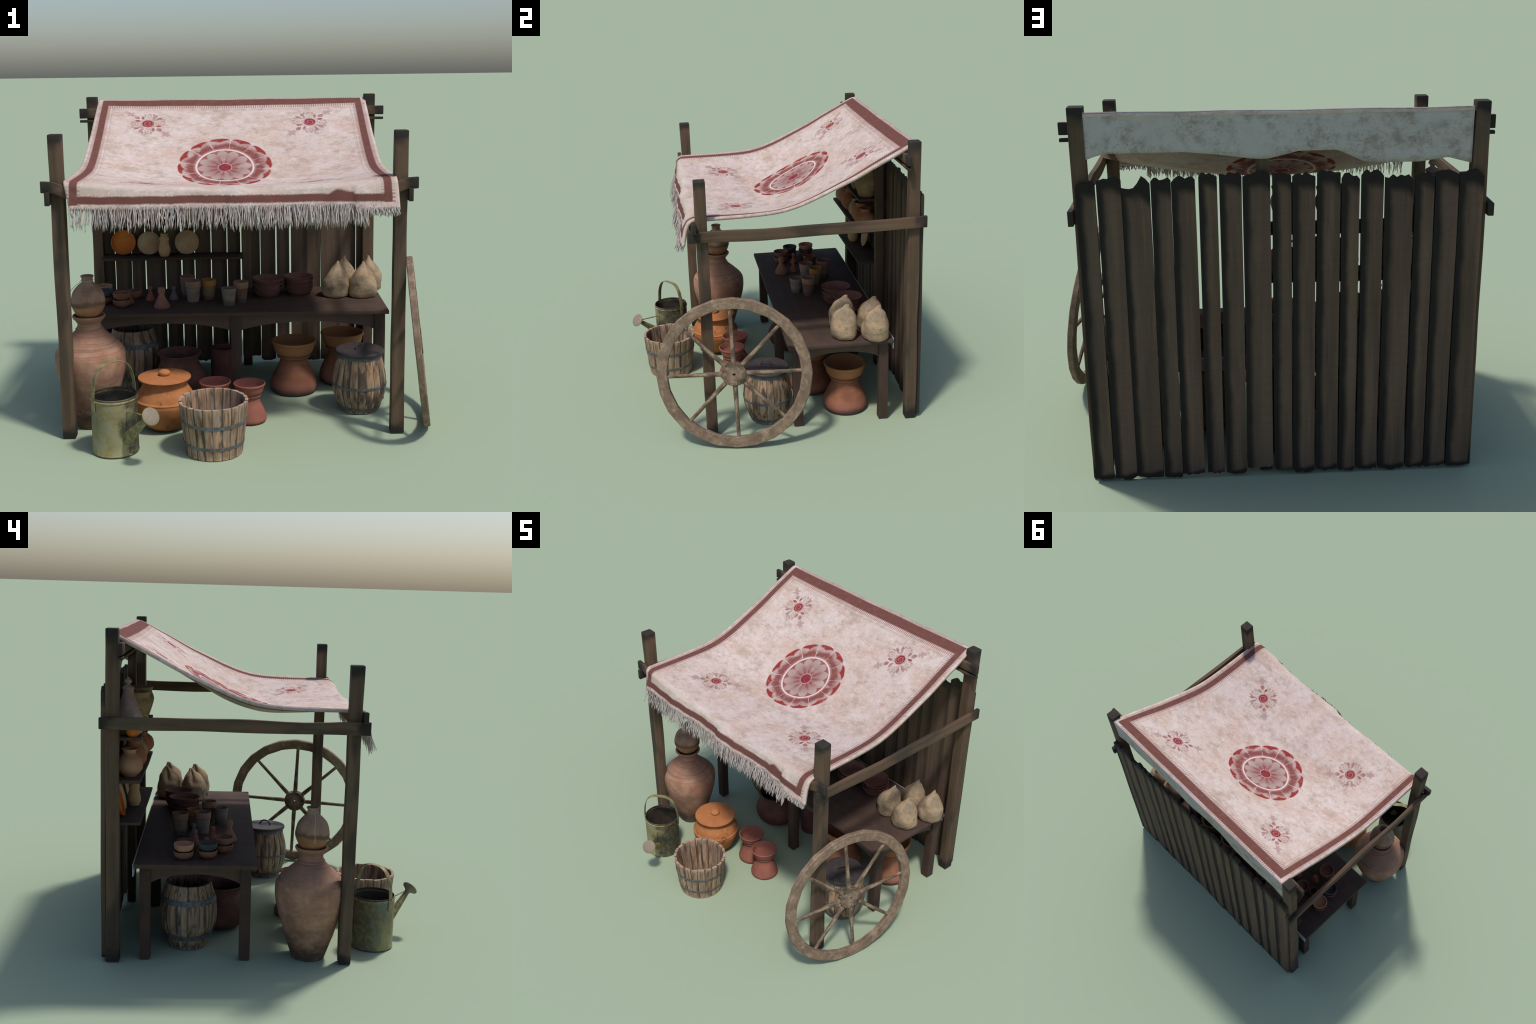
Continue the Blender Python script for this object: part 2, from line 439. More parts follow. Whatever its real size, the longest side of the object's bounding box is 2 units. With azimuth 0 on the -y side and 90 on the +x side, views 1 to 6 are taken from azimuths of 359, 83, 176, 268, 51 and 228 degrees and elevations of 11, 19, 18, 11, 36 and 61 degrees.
def can_build():
    v, xyz = coords()
    n1 = noi(v, 13.0, 6, 0.65)
    n2 = noi(v, 45.0, 4, 0.65)
    c = mix(step(n1, 0.36, 0.62), (0.31, 0.265, 0.10), (0.41, 0.365, 0.195))
    c = mix(step(n2, 0.52, 0.70) * 0.6, c, (0.40, 0.36, 0.235))
    c = mix(step(n2, 0.44, 0.32) * 0.5, c, (0.27, 0.225, 0.05))
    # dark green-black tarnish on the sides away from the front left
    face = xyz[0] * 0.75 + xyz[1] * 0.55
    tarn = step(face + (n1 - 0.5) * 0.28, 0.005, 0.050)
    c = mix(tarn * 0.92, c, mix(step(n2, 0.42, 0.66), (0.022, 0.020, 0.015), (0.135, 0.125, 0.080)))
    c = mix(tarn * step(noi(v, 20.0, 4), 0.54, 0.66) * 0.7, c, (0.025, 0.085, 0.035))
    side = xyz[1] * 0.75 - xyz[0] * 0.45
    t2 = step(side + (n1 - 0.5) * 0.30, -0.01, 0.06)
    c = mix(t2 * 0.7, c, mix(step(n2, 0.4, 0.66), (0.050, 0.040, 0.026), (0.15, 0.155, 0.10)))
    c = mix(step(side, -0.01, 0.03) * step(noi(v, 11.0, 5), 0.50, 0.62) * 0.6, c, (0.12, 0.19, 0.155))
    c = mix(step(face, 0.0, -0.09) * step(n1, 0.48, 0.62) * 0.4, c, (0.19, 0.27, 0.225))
    dd = ((xyz[0] - 0.082) * (xyz[0] - 0.082) + (xyz[1] + 0.082) * (xyz[1] + 0.082) + (xyz[2] - 0.14) * (xyz[2] - 0.14)).sqrt()
    c = mix(step(dd + (n1 - 0.5) * 0.10, 0.085, 0.035) * 0.9, c, mix(step(n2, 0.45, 0.6), (0.022, 0.024, 0.017), (0.045, 0.090, 0.040)))
    rr = (xyz[0] * xyz[0] + xyz[1] * xyz[1]).sqrt()
    inside = step(rr, 0.1140, 0.1115) * step(xyz[2], 0.0, 0.01) * step(xyz[2], 0.30, 0.28)
    c = mix(inside, c, mix(step(n1, 0.4, 0.7), (0.040, 0.034, 0.026), (0.070, 0.057, 0.040)))
    rim = band(xyz[2], 0.2695, 0.276, 0.0015) + step(xyz[2], 0.010, 0.004)
    c = mix(rim.min(1.0) * 0.7, c, mix(step(n2, 0.4, 0.6), (0.13, 0.085, 0.03), (0.30, 0.225, 0.06)))
    return c, n2 + n1, 0.4, 0.003


def tin_build():
    v, xyz = coords()
    n1 = noi(v, 30.0, 5, 0.65)
    c = mix(step(n1, 0.35, 0.65), (0.14, 0.115, 0.050), (0.29, 0.25, 0.12))
    c = mix(step(n1, 0.60, 0.72) * 0.6, c, (0.34, 0.27, 0.05))
    return c, n1, 0.3, 0.002


def rose_build():
    v, xyz = coords()
    n1 = noi(v, 190.0, 3, 0.65)
    c = mix(step(n1, 0.38, 0.6), (0.20, 0.158, 0.118), (0.26, 0.215, 0.160))
    c = mix(step((xyz[0] * xyz[0] + xyz[1] * xyz[1]).sqrt(), 0.040, 0.0425), c, (0.27, 0.24, 0.10))
    return c, n1, 0.25, 0.001


def iron(base, hi):
    def build():
        v, xyz = coords()
        n1 = noi(v, 40.0, 5, 0.65)
        c = mix(step(n1, 0.4, 0.7), base, hi)
        c = mix(step(noi(v, 22.0, 4), 0.63, 0.72) * 0.5, c, (0.17, 0.055, 0.035))
        return c, n1, 0.3, 0.002
    return build


def plain(a, b, sc=40.0):
    def build():
        v, xyz = coords()
        n = noi(v, sc, 4)
        return mix(step(n, 0.3, 0.7), a, b), n, 0.25, 0.002
    return build


def cup_build(top, low, zsplit, soot=True, spot=None):
    def build():
        v, xyz = coords()
        n1 = noi(mapping(v, (1, 1, 1), vec(rnd() * 7.0, rnd() * 3.0, 0.0)), 26.0, 5, 0.6)
        c = mix(step(n1, 0.35, 0.65), tuple(k * 0.72 for k in low), low)
        if spot: c = mix(step(n1, 0.52, 0.62) * step(xyz[2], 0.02, 0.035), c, spot)
        if soot: c = mix(step(xyz[2] + (n1 - 0.5) * 0.04, 0.045, 0.005) * 0.75, c, (0.035, 0.03, 0.03))
        tc = mix(step(n1, 0.35, 0.7), tuple(k * 0.8 for k in top), top)
        rr = (xyz[0] * xyz[0] + xyz[1] * xyz[1]).sqrt()
        c = mix(step(xyz[2], zsplit - 0.001, zsplit + 0.001), c, tc)
        c = mix(step(pointy(), 0.53, 0.62) * 0.3, c, (0.5, 0.3, 0.2))
        return c, n1, 0.3, 0.002
    return build


M = {}
def mat(key, build, **k):
    if key not in M: M[key] = material(key, build, **k)
    return M[key]

for i, ax in enumerate("xyz"):
    mat("dark_wood_" + ax, dark_wood(i))
mat("table_wood_x", table_wood(0)); mat("leg_wood", table_wood(2))
mat("plank_wood", plank_wood); mat("stave_wood", pale_wood)
mat("wheel_rim_wood", wheel_wood(True)); mat("wheel_spoke_wood", wheel_wood(False))
mat("canopy_cloth", cloth_build(True), rough=0.95, spec=0.1)
mat("valance_cloth", cloth_build(False), rough=0.95, spec=0.1)
mat("fringe_thread", fringe_build, rough=0.95, spec=0.1)
mat("sackcloth", sack_build, rough=0.95, spec=0.1)
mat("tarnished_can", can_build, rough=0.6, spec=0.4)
mat("tarnished_tin", tin_build, rough=0.6, spec=0.4)
mat("rose_metal", rose_build, rough=0.6)
mat("hoop_iron", iron((0.075, 0.078, 0.080), (0.150, 0.155, 0.155)), rough=0.55, spec=0.5)
mat("lid_iron", iron((0.042, 0.033, 0.034), (0.058, 0.046, 0.046)), rough=0.6, spec=0.4)
mat("white_trim", plain((0.36, 0.36, 0.37), (0.42, 0.42, 0.43)))
mat("bucket_floor", plain((0.20, 0.18, 0.17), (0.32, 0.29, 0.27)))
mat("string", plain((0.40, 0.36, 0.31), (0.55, 0.50, 0.44)))


def amph_extra(c, v, xyz, n1, n2):
    sc = noi(mapping(v, (6, 6, 14)), 1.5, 4, 0.6)
    c = mix(step(sc, 0.56, 0.68) * 0.25, c, (0.52, 0.375, 0.28))
    c = mix(step(noi(mapping(v, (7, 7, 7), (3, 3, 8)), 1.4, 5, 0.65), 0.53, 0.68) * 0.6, c, (0.215, 0.140, 0.112))
    c = mix(step(noi(mapping(v, (11, 11, 11), (8, 1, 4)), 1.4, 5, 0.65), 0.55, 0.68) * 0.28, c, (0.54, 0.38, 0.26))
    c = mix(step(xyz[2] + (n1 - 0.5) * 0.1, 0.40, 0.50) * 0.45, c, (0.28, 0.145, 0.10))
    wav = step(noi(mapping(v, (2.5, 2.5, 130)), 1.0, 3), 0.54, 0.66) * step(xyz[2], 0.37, 0.44)
    c = mix(wav * 0.65, c, (0.17, 0.088, 0.066))
    c = mix(band(xyz[2], 0.43, 0.52, 0.03) * step(n1, 0.45, 0.62) * 0.45, c, (0.17, 0.12, 0.105))
    return c

def jug_extra(c, v, xyz, n1, n2):
    h = xyz[2] + (n1 - 0.5) * 0.05
    c = mix(step(h, 0.095, 0.120), c, mix(step(n1, 0.35, 0.65), (0.20, 0.120, 0.085), (0.36, 0.225, 0.160)))
    c = mix(band(h, 0.082, 0.104, 0.008) * 0.75, c, (0.075, 0.065, 0.055))
    return c

def pot_extra(c, v, xyz, n1, n2):
    c = mix(step(noi(mapping(v, (9, 9, 9), (4, 2, 1)), 1.6, 4), 0.60, 0.70) * 0.75, c, (0.10, 0.045, 0.02))
    return c

def lid_extra(c, v, xyz, n1, n2):
    return mix(step(noi(mapping(v, (14, 14, 14), (1, 7, 2)), 1.6, 5, 0.7), 0.60, 0.72) * 0.5, c, (0.22, 0.095, 0.04))

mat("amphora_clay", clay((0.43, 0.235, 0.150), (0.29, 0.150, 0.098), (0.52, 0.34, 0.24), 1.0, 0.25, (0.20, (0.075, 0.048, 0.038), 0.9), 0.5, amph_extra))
mat("jug_clay", clay((0.40, 0.20, 0.095), (0.27, 0.125, 0.06), (0.48, 0.30, 0.19), 3.0, 0.2, None, 0.5, jug_extra))
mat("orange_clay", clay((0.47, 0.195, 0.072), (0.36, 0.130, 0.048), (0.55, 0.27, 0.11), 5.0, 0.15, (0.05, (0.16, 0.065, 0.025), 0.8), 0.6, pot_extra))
mat("lid_clay", clay((0.47, 0.185, 0.070), (0.39, 0.145, 0.052), (0.50, 0.225, 0.09), 6.0, 0.0, None, 0.6, lid_extra))
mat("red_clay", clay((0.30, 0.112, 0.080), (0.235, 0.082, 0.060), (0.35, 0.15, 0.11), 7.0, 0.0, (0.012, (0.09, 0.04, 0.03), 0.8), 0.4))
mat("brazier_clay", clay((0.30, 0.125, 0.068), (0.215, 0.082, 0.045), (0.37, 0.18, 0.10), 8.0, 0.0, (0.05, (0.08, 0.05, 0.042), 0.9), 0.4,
                         grad=[(0.10, 0.06, (0.34, 0.135, 0.10), 0.7), (0.20, 0.235, (0.33, 0.148, 0.058), 0.8)]))
mat("dark_clay", clay((0.18, 0.078, 0.058), (0.10, 0.047, 0.037), (0.24, 0.115, 0.09), 9.0, 0.7))  # blue cut from the base to offset skylight under the table
mat("maroon_clay", clay((0.15, 0.055, 0.047), (0.10, 0.038, 0.034), (0.19, 0.08, 0.07), 10.0, 0.2))
mat("bowl_clay", clay((0.185, 0.086, 0.070), (0.14, 0.063, 0.052), (0.23, 0.125, 0.10), 11.0, 0.2))
mat("brown_bowl_clay", clay((0.27, 0.128, 0.078), (0.15, 0.065, 0.043), (0.35, 0.20, 0.13), 12.0, 0.4))
mat("cream_bowl_clay", clay((0.46, 0.28, 0.16), (0.36, 0.17, 0.11), (0.60, 0.42, 0.34), 13.0, 0.1))
mat("blue_bowl_clay", clay((0.092, 0.088, 0.088), (0.050, 0.050, 0.055), (0.16, 0.145, 0.13), 14.0, 0.1))
mat("black_bowl_clay", clay((0.15, 0.085, 0.058), (0.06, 0.038, 0.03), (0.22, 0.13, 0.08), 15.0, 0.3))
mat("mortar_clay", clay((0.28, 0.140, 0.096), (0.19, 0.09, 0.062), (0.34, 0.19, 0.135), 16.0, 0.2))
mat("red_mortar_clay", clay((0.33, 0.115, 0.075), (0.22, 0.07, 0.05), (0.40, 0.17, 0.11), 17.0, 0.2))
mat("grey_mortar_clay", clay((0.18, 0.140, 0.13), (0.09, 0.08, 0.085), (0.30, 0.25, 0.23), 18.0, 0.2))
mat("tan_jar_clay", clay((0.46, 0.245, 0.145), (0.36, 0.18, 0.105), (0.52, 0.31, 0.20), 19.0, 0.3))
mat("rust_jar_clay", clay((0.38, 0.155, 0.085), (0.28, 0.105, 0.06), (0.43, 0.20, 0.12), 20.0, 0.3))
mat("grey_jar_clay", clay((0.38, 0.255, 0.165), (0.28, 0.18, 0.115), (0.44, 0.32, 0.22), 21.0, 0.2))
mat("tagine_clay", clay((0.42, 0.29, 0.22), (0.27, 0.17, 0.13), (0.55, 0.44, 0.36), 22.0, 0.1))
mat("olive_pot_clay", clay((0.42, 0.285, 0.155), (0.22, 0.145, 0.085), (0.48, 0.35, 0.21), 23.0, 1.0))  # base warmed because sky light turns the shelf pots green
mat("plate_clay", clay((0.47, 0.315, 0.190), (0.38, 0.215, 0.120), (0.52, 0.39, 0.26), 24.0, 0.0))
mat("tray_clay", clay((0.58, 0.175, 0.034), (0.46, 0.125, 0.025), (0.62, 0.22, 0.05), 25.0, 0.0))
mat("vase_clay", clay((0.48, 0.295, 0.155), (0.38, 0.215, 0.11), (0.52, 0.35, 0.20), 26.0, 0.1))


# ------------------------------------------------------------------ object helpers
def link(o, parent=None):
    COL.objects.link(o)
    if parent is not None: o.parent = parent
    return o


def empty(name, loc, label, category):
    o = bpy.data.objects.new(name, None); o.location = loc
    o.empty_display_size = 0.05
    link(o); o["label"] = label; o["category"] = category
    return o


def tag(o, label, category):
    o["label"] = label; o["category"] = category
    return o


def mesh_obj(name, verts, faces, material_, parent=None, loc=(0, 0, 0), smooth=True, sharp=None):
    me = bpy.data.meshes.new(name)
    me.from_pydata([tuple(p) for p in verts], [], faces)
    me.update()
    bm = bmesh.new(); bm.from_mesh(me)
    bmesh.ops.recalc_face_normals(bm, faces=bm.faces)
    bm.to_mesh(me); bm.free()
    me.polygons.foreach_set("use_smooth", [smooth] * len(me.polygons))
    if smooth and sharp: me.set_sharp_from_angle(angle=math.radians(sharp))
    me.materials.append(material_)
    o = bpy.data.objects.new(name, me); o.location = loc
    return link(o, parent)


def from_bm(name, bm, material_, parent=None, loc=(0, 0, 0), sharp=35):
    me = bpy.data.meshes.new(name)
    bmesh.ops.recalc_face_normals(bm, faces=bm.faces)
    bm.to_mesh(me); bm.free()
    me.polygons.foreach_set("use_smooth", [True] * len(me.polygons))
    me.set_sharp_from_angle(angle=math.radians(sharp))
    me.materials.append(material_)
    o = bpy.data.objects.new(name, me); o.location = loc
    return link(o, parent)


def beam(name, lo, hi, axis, material_, parent=None, bevel=0.005, cuts=14, wob=0.0035, bend=None, seed=0):
    """Hewn timber between two box corners: long axis cut into slices that wander a little; arrises chamfered."""
    lo, hi = Vector(lo), Vector(hi)
    mid = (lo + hi) / 2
    bm = bmesh.new()
    bmesh.ops.create_cube(bm, size=1.0)
    for v in bm.verts: v.co = Vector([v.co[i] * (hi[i] - lo[i]) for i in range(3)])
    bmesh.ops.bevel(bm, geom=list(bm.edges), offset=bevel, segments=2, profile=0.6, affect="EDGES")
    L = hi[axis] - lo[axis]
    for k in range(1, cuts):
        p = Vector((0, 0, 0)); p[axis] = -L / 2 + L * k / cuts
        n = Vector((0, 0, 0)); n[axis] = 1
        bmesh.ops.bisect_plane(bm, geom=list(bm.verts) + list(bm.edges) + list(bm.faces), plane_co=p, plane_no=n)
    for v in bm.verts:
        t = v.co[axis]
        for i in range(3):
            if i != axis:
                s = 1 if v.co[i] > 0 else -1
                v.co[i] += wob * noise.noise(Vector((t * 3.1 + seed * 7.3, i * 5.0 + s * 1.7, seed))) * 1.6
        if bend: v.co += bend(t + mid[axis])
    o = from_bm(name, bm, material_, parent, mid, 40)
    o["length"] = float(L); o["middle"] = 0.0
    return o


def smooth_line(pts, n=5):
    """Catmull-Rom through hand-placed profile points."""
    P = [Vector(p) for p in pts]
    if len(P) < 3: return [tuple(p) for p in P]
    out = []
    for i in range(len(P) - 1):
        p0 = P[i - 1] if i else P[0] * 2 - P[1]
        p3 = P[i + 2] if i + 2 < len(P) else P[-1] * 2 - P[-2]
        p1, p2 = P[i], P[i + 1]
        for k in range(n):
            t = k / n
            out.append(tuple(0.5 * ((2 * p1) + (p2 - p0) * t + (2 * p0 - 5 * p1 + 4 * p2 - p3) * t * t + (3 * p1 - p0 - 3 * p2 + p3) * t ** 3)))
    out.append(tuple(P[-1]))
    return out


def lathe(name, runs, material_, parent=None, loc=(0, 0, 0), seg=48, wob=0.0, n=5, sharp=38, seed=0):
    """Turned shape. runs: list of smooth runs of (radius, height); corners between runs stay crisp."""
    prof = []
    for r in runs:
        s = smooth_line(r, n)
        if prof and (Vector(prof[-1]) - Vector(s[0])).length < 1e-6: s = s[1:]
        prof += s
    verts, faces, rings = [], [], []
    for (r, z) in prof:
        if r < 1e-5:
            rings.append([len(verts)]); verts.append((0, 0, z))
        else:
            ring = []
            for k in range(seg):
                a = TAU * k / seg
                rr = r * (1 + wob * noise.noise(Vector((math.cos(a) * 1.3 + seed, math.sin(a) * 1.3, z * 9 + seed * 3))))
                zz = z + wob * 0.03 * noise.noise(Vector((math.cos(a), math.sin(a) + seed, 5 + z * 3)))
                ring.append(len(verts)); verts.append((rr * math.cos(a), rr * math.sin(a), zz))
            rings.append(ring)
    for A, B in zip(rings, rings[1:]):
        if len(A) == 1 and len(B) == 1: continue
        for k in range(seg):
            k2 = (k + 1) % seg
            if len(A) == 1: faces.append((A[0], B[k], B[k2]))
            elif len(B) == 1: faces.append((A[k], A[k2], B[0]))
            else: faces.append((A[k], A[k2], B[k2], B[k]))
    return mesh_obj(name, verts, faces, material_, parent, loc, True, sharp)


def tube(name, path, radii, material_, parent=None, loc=(0, 0, 0), sides=10, flat=None, closed=False):
    """Round (or flat strap) bar along a path."""
    P = [Vector(p) for p in path]
    N = len(P)
    verts, faces = [], []
    up = None
    for i, p in enumerate(P):
        a = P[(i - 1) % N] if (closed or i) else P[0]
        b = P[(i + 1) % N] if (closed or i < N - 1) else P[-1]
        t = (b - a).normalized()
        if up is None: up = Vector((0, 0, 1)) if abs(t.z) < 0.9 else Vector((1, 0, 0))
        if flat: s = Vector(flat).normalized()
        else: s = t.cross(up).normalized()
        u = s.cross(t).normalized()
        if not flat: up = u
        ra, rb = radii(i / max(1, N - 1)) if callable(radii) else radii
        for k in range(sides):
            q = TAU * (k + 0.5) / sides
            verts.append(p + s * math.cos(q) * ra + u * math.sin(q) * rb)
    last = N if closed else N - 1
    for i in range(last):
        j = (i + 1) % N
        for k in range(sides):
            k2 = (k + 1) % sides
            faces.append((i * sides + k, i * sides + k2, j * sides + k2, j * sides + k))
    if not closed:
        faces.append(tuple(range(sides))); faces.append(tuple((N - 1) * sides + k for k in range(sides)))
    return mesh_obj(name, verts, faces, material_, parent, loc, True, 50)


# ------------------------------------------------------------------ the stall frame
stall = empty("market_stall", (0, 0, 0), "dark timber market stall with draped patterned canopy", "market stall")
DX, DY, DZ = M["dark_wood_x"], M["dark_wood_y"], M["dark_wood_z"]
XL, XR, YF, YB, H = -0.900, 0.771, -0.400, 0.791, 0.0325
for i, (px, py, top) in enumerate(((XL, YF, 1.538), (XR, YF, 1.538), (XL, YB, 1.688), (XR, YB, 1.688))):
    beam("post", (px - H, py - H, 0), (px + H, py + H, top), 2, DZ, stall, 0.006, 18, 0.003, seed=i + 1)
beam("post", (-0.010, 0.756, 0.0), (0.047, 0.806, 1.560), 2, DZ, stall, 0.005, 14, 0.003, seed=9)
beam("side_rail", (0.8035, -0.478, 1.198), (0.828, 0.860, 1.262), 1, DY, stall, 0.004, 16, 0.005,
     bend=lambda t: Vector((0, 0, -0.004 * math.cos(t * 2.2))), seed=11)
beam("side_rail", (-0.957, -0.474, 1.205), (-0.9325, 0.852, 1.265), 1, DY, stall, 0.004, 16, 0.006,
     bend=lambda t: Vector((0, 0, -0.003 * math.cos(t * 2.0))), seed=12)
def front_bend(t):
    u = (t + 0.06) / 0.86
    return Vector((0, 0, -0.072 * max(0.0, 1 - u ** 6)))
beam("front_beam", (-0.973, -0.457, 1.259), (0.852, -0.4335, 1.315), 0, DX, stall, 0.004, 30, 0.003, bend=front_bend, seed=13)
beam("back_beam", (-0.972, 0.734, 1.563), (0.852, 0.7575, 1.619), 0, DX, stall, 0.004, 20, 0.003, seed=14)
beam("back_batten", (-0.971, 0.735, 1.537), (0.851, 0.7575, 1.5535), 0, DX, stall, 0.003, 20, 0.002, seed=15)

# back fence: seventeen rough planks, each (left x, right x, top z, bottom z)
fence = bpy.data.objects.new("back_fence", None); link(fence, stall)
PL = [(0.787, 0.707, 1.389, .012), (0.700, 0.602, 1.401, .008), (0.605, 0.484, 1.370, .010), (0.480, 0.398, 1.393, .006),
      (0.396, 0.297, 1.397, .016), (0.285, 0.207, 1.413, .019), (0.198, 0.106, 1.411, .012), (0.102, -0.013, 1.411, .040),
      (-0.021, -0.101, 1.411, .025), (-0.106, -0.201, 1.403, .009), (-0.208, -0.305, 1.410, .012), (-0.311, -0.386, 1.394, .008),
      (-0.394, -0.487, 1.406, .008), (-0.495, -0.612, 1.384, .006), (-0.621, -0.702, 1.394, .009), (-0.706, -0.803, 1.405, .012),
      (-0.809, -0.910, 1.402, .008)]
NOTCH = {2: (0.0, 0.004, 0.020, -0.030, -0.034, -0.030), 4: (-0.022, 0.006, 0.012, 0.004, -0.003, 0.0)}
for i, (xr, xl, zt, zb) in enumerate(PL):
    w = xr - xl; cx = (xr + xl) / 2
    nc, nr = 7, 12
    tops, bots = [], []
    for c in range(nc + 1):
        u = c / nc
        e = -0.013 * abs(2 * u - 1) ** 4
        tops.append(zt + e + R.uniform(-0.009, 0.008)); bots.append(max(0.0, zb + 0.008 * abs(2 * u - 1) ** 2 + R.uniform(-0.006, 0.006)))
    if i == 2:  # broken top: low towards one edge with a raised tooth near the other
        for c in range(nc + 1): tops[c] = zt + (0.0, 0.022, 0.034, 0.004, -0.016, -0.020, -0.018, -0.014)[c]
    verts, faces = [], []
    for f in range(2):
        y0 = 0.0 if f == 0 else 0.0225
        for r in range(nr + 1):
            for c in range(nc + 1):
                t = r / nr; u = c / nc
                z = bots[c] + (tops[c] - bots[c]) * t
                edge = 1 if u > 0.5 else -1
                x = (u - 0.5) * w + edge * 0.003 * noise.noise(Vector((z * 1.8, edge * 3.0, i * 3.7))) * (abs(u - 0.5) * 2) ** 2
                y = y0 + 0.004 * noise.noise(Vector((x * 9 + i, z * 2.0, i * 2.2)))
                verts.append((x, y, z))
    W = nc + 1; NN = W * (nr + 1)
    for r in range(nr):
        for c in range(nc):
            a = r * W + c
            faces.append((a, a + 1, a + W + 1, a + W)); faces.append((NN + a, NN + a + W, NN + a + W + 1, NN + a + 1))
    for r in range(nr):
        for c in (0, nc):
            a = r * W + c; faces.append((a, a + W, NN + a + W, NN + a))
    for c in range(nc):
        for r in (0, nr):
            a = r * W + c; faces.append((a, a + 1, NN + a + 1, NN + a))
    o = mesh_obj("plank", verts, faces, M["plank_wood"], fence, (cx, 0.8255 + 0.002 * (i % 2), 0), True, 40)
    o["length"] = float(zt); o["width"] = float(w)

# three wall shelves between the left post and the middle post
for k, z in enumerate((0.704, 0.919, 1.135)):
    beam("shelf", (-0.868 + 0.0015 * k, 0.656, z), (-0.012, 0.8235, z + 0.0155), 0, M["table_wood_x"], stall, 0.003, 8, 0.002, seed=20 + k)

# ------------------------------------------------------------------ canopy
EY = [-.45, -.38, -.145, .01, .1, .19, .32, .35, .467, .58, .655, .785, .818]
EZ = [1.316, 1.318, 1.322, 1.330, 1.345, 1.375, 1.430, 1.447, 1.497, 1.560, 1.596, 1.662, 1.668]
SY = [-.45, -.17, 0, .247, .4, .56, .8]
SZ = [.042, .072, .100, .098, .070, .034, 0]
def soft(y, ys, zs):  # smoothed piecewise line
    return sum(np.interp(y + d, ys, zs) for d in (-.06, -.04, -.02, 0, .02, .04, .06)) / 7
def cloth_z(x, y):
    u = (x + 0.06) / 0.805
    z = soft(y, EY, EZ) if y < 0.74 else np.interp(y, EY, EZ)
    z -= soft(y, SY, SZ) * max(0.0, 1 - u * u)
    z += 0.003 * noise.noise(Vector((x * 6, y * 3, 2.0)))
    # long crease at the middle of the front edge
    if y < 0.1: z += 0.010 * math.exp(-((x + 0.03) / 0.045) ** 2) * (0.1 - y) / 0.55 * (1 if x > -0.07 else 0.15)
    return z
XC0, XC1 = -0.862, 0.745
NX = 150
ys = [0.818 - (0.818 + 0.440) * k / 84 for k in range(85)]
verts, faces = [], []
NFL = 16
for i in range(NX + 1):
    x = XC0 + (XC1 - XC0) * i / NX
    for y in ys: verts.append((x, y, cloth_z(x, y)))
    zf = cloth_z(x, -0.44)
    bottom = 1.180 if x < 0.535 else 1.180 - 0.016 * min(1.0, (x - 0.535) / 0.03)
    step_out = 0.010 / (1 + math.exp(-(x + 0.07) / 0.004)) * math.exp(-max(0.0, x + 0.07) / 0.25) + 0.012 / (1 + math.exp(-(x - 0.537) / 0.003))
    wave = 0.006 * math.sin(x * 11 + 1.0) + 0.005 * noise.noise(Vector((x * 14, 0, 4)))
    for k in range(1, NFL + 1):
        t = k / NFL
        y = -0.440 - 0.024 * math.sin(min(1.0, t * 5) * math.pi / 2) - 0.036 * t - (step_out + wave) * min(1.0, t * 2.2)
        z = zf + (bottom - zf) * (t ** 1.12)
        xx = x + (0.030 * t if x < -0.7 else 0.0) * (1 if x < -0.85 else max(0.0, (-0.7 - x) / 0.15)) + 0.010 * t * max(0.0, (x - 0.55) / 0.2)
        verts.append((xx, y, z))
RW = len(ys) + NFL
for i in range(NX):
    for j in range(RW - 1):
        a = i * RW + j
        faces.append((a, a + 1, a + RW + 1, a + RW))
canopy = mesh_obj("canopy", verts, faces, M["canopy_cloth"], stall, (0, 0, 0), True)
me = canopy.data
if sum(p.normal.z for p in me.polygons) < 0: me.flip_normals()
so = canopy.modifiers.new("thickness", "SOLIDIFY"); so.thickness = 0.019; so.offset = -1

# valance hanging behind, ragged lower hem
HX = [-.864, -.80, -.762, -.70, -.644, -.53, -.414, -.35, -.294, -.20, -.131, -.06, -.008, .04, .089, .20, .336, .50, .66, .70, .745]
HZ = [1.428, 1.444, 1.455, 1.446, 1.438, 1.438, 1.440, 1.470, 1.495, 1.494, 1.493, 1.475, 1.463, 1.463, 1.468, 1.484, 1.497, 1.497, 1.496, 1.486, 1.470]
verts, faces = [], []
NV, NU = 8, 120
for i in range(NU + 1):
    x = XC0 + (XC1 - XC0) * i / NU
    zt = cloth_z(x, 0.818) - 0.002
    zb = np.interp(x, HX, HZ)
    for k in range(NV + 1):
        t = k / NV
        y = 0.8195 - 0.006 * t + 0.003 * noise.noise(Vector((x * 5, t, 8))) * t
        verts.append((x, min(y, 0.8215), zt + (zb - zt) * t))
for i in range(NU):
    for k in range(NV):
        a = i * (NV + 1) + k
        faces.append((a, a + 1, a + NV + 2, a + NV + 1))
val = mesh_obj("valance", verts, faces, M["valance_cloth"], stall, (0, 0, 0), True)
if sum(p.normal.y for p in val.data.polygons) < 0: val.data.flip_normals()
so = val.modifiers.new("thickness", "SOLIDIFY"); so.thickness = 0.010; so.offset = -1

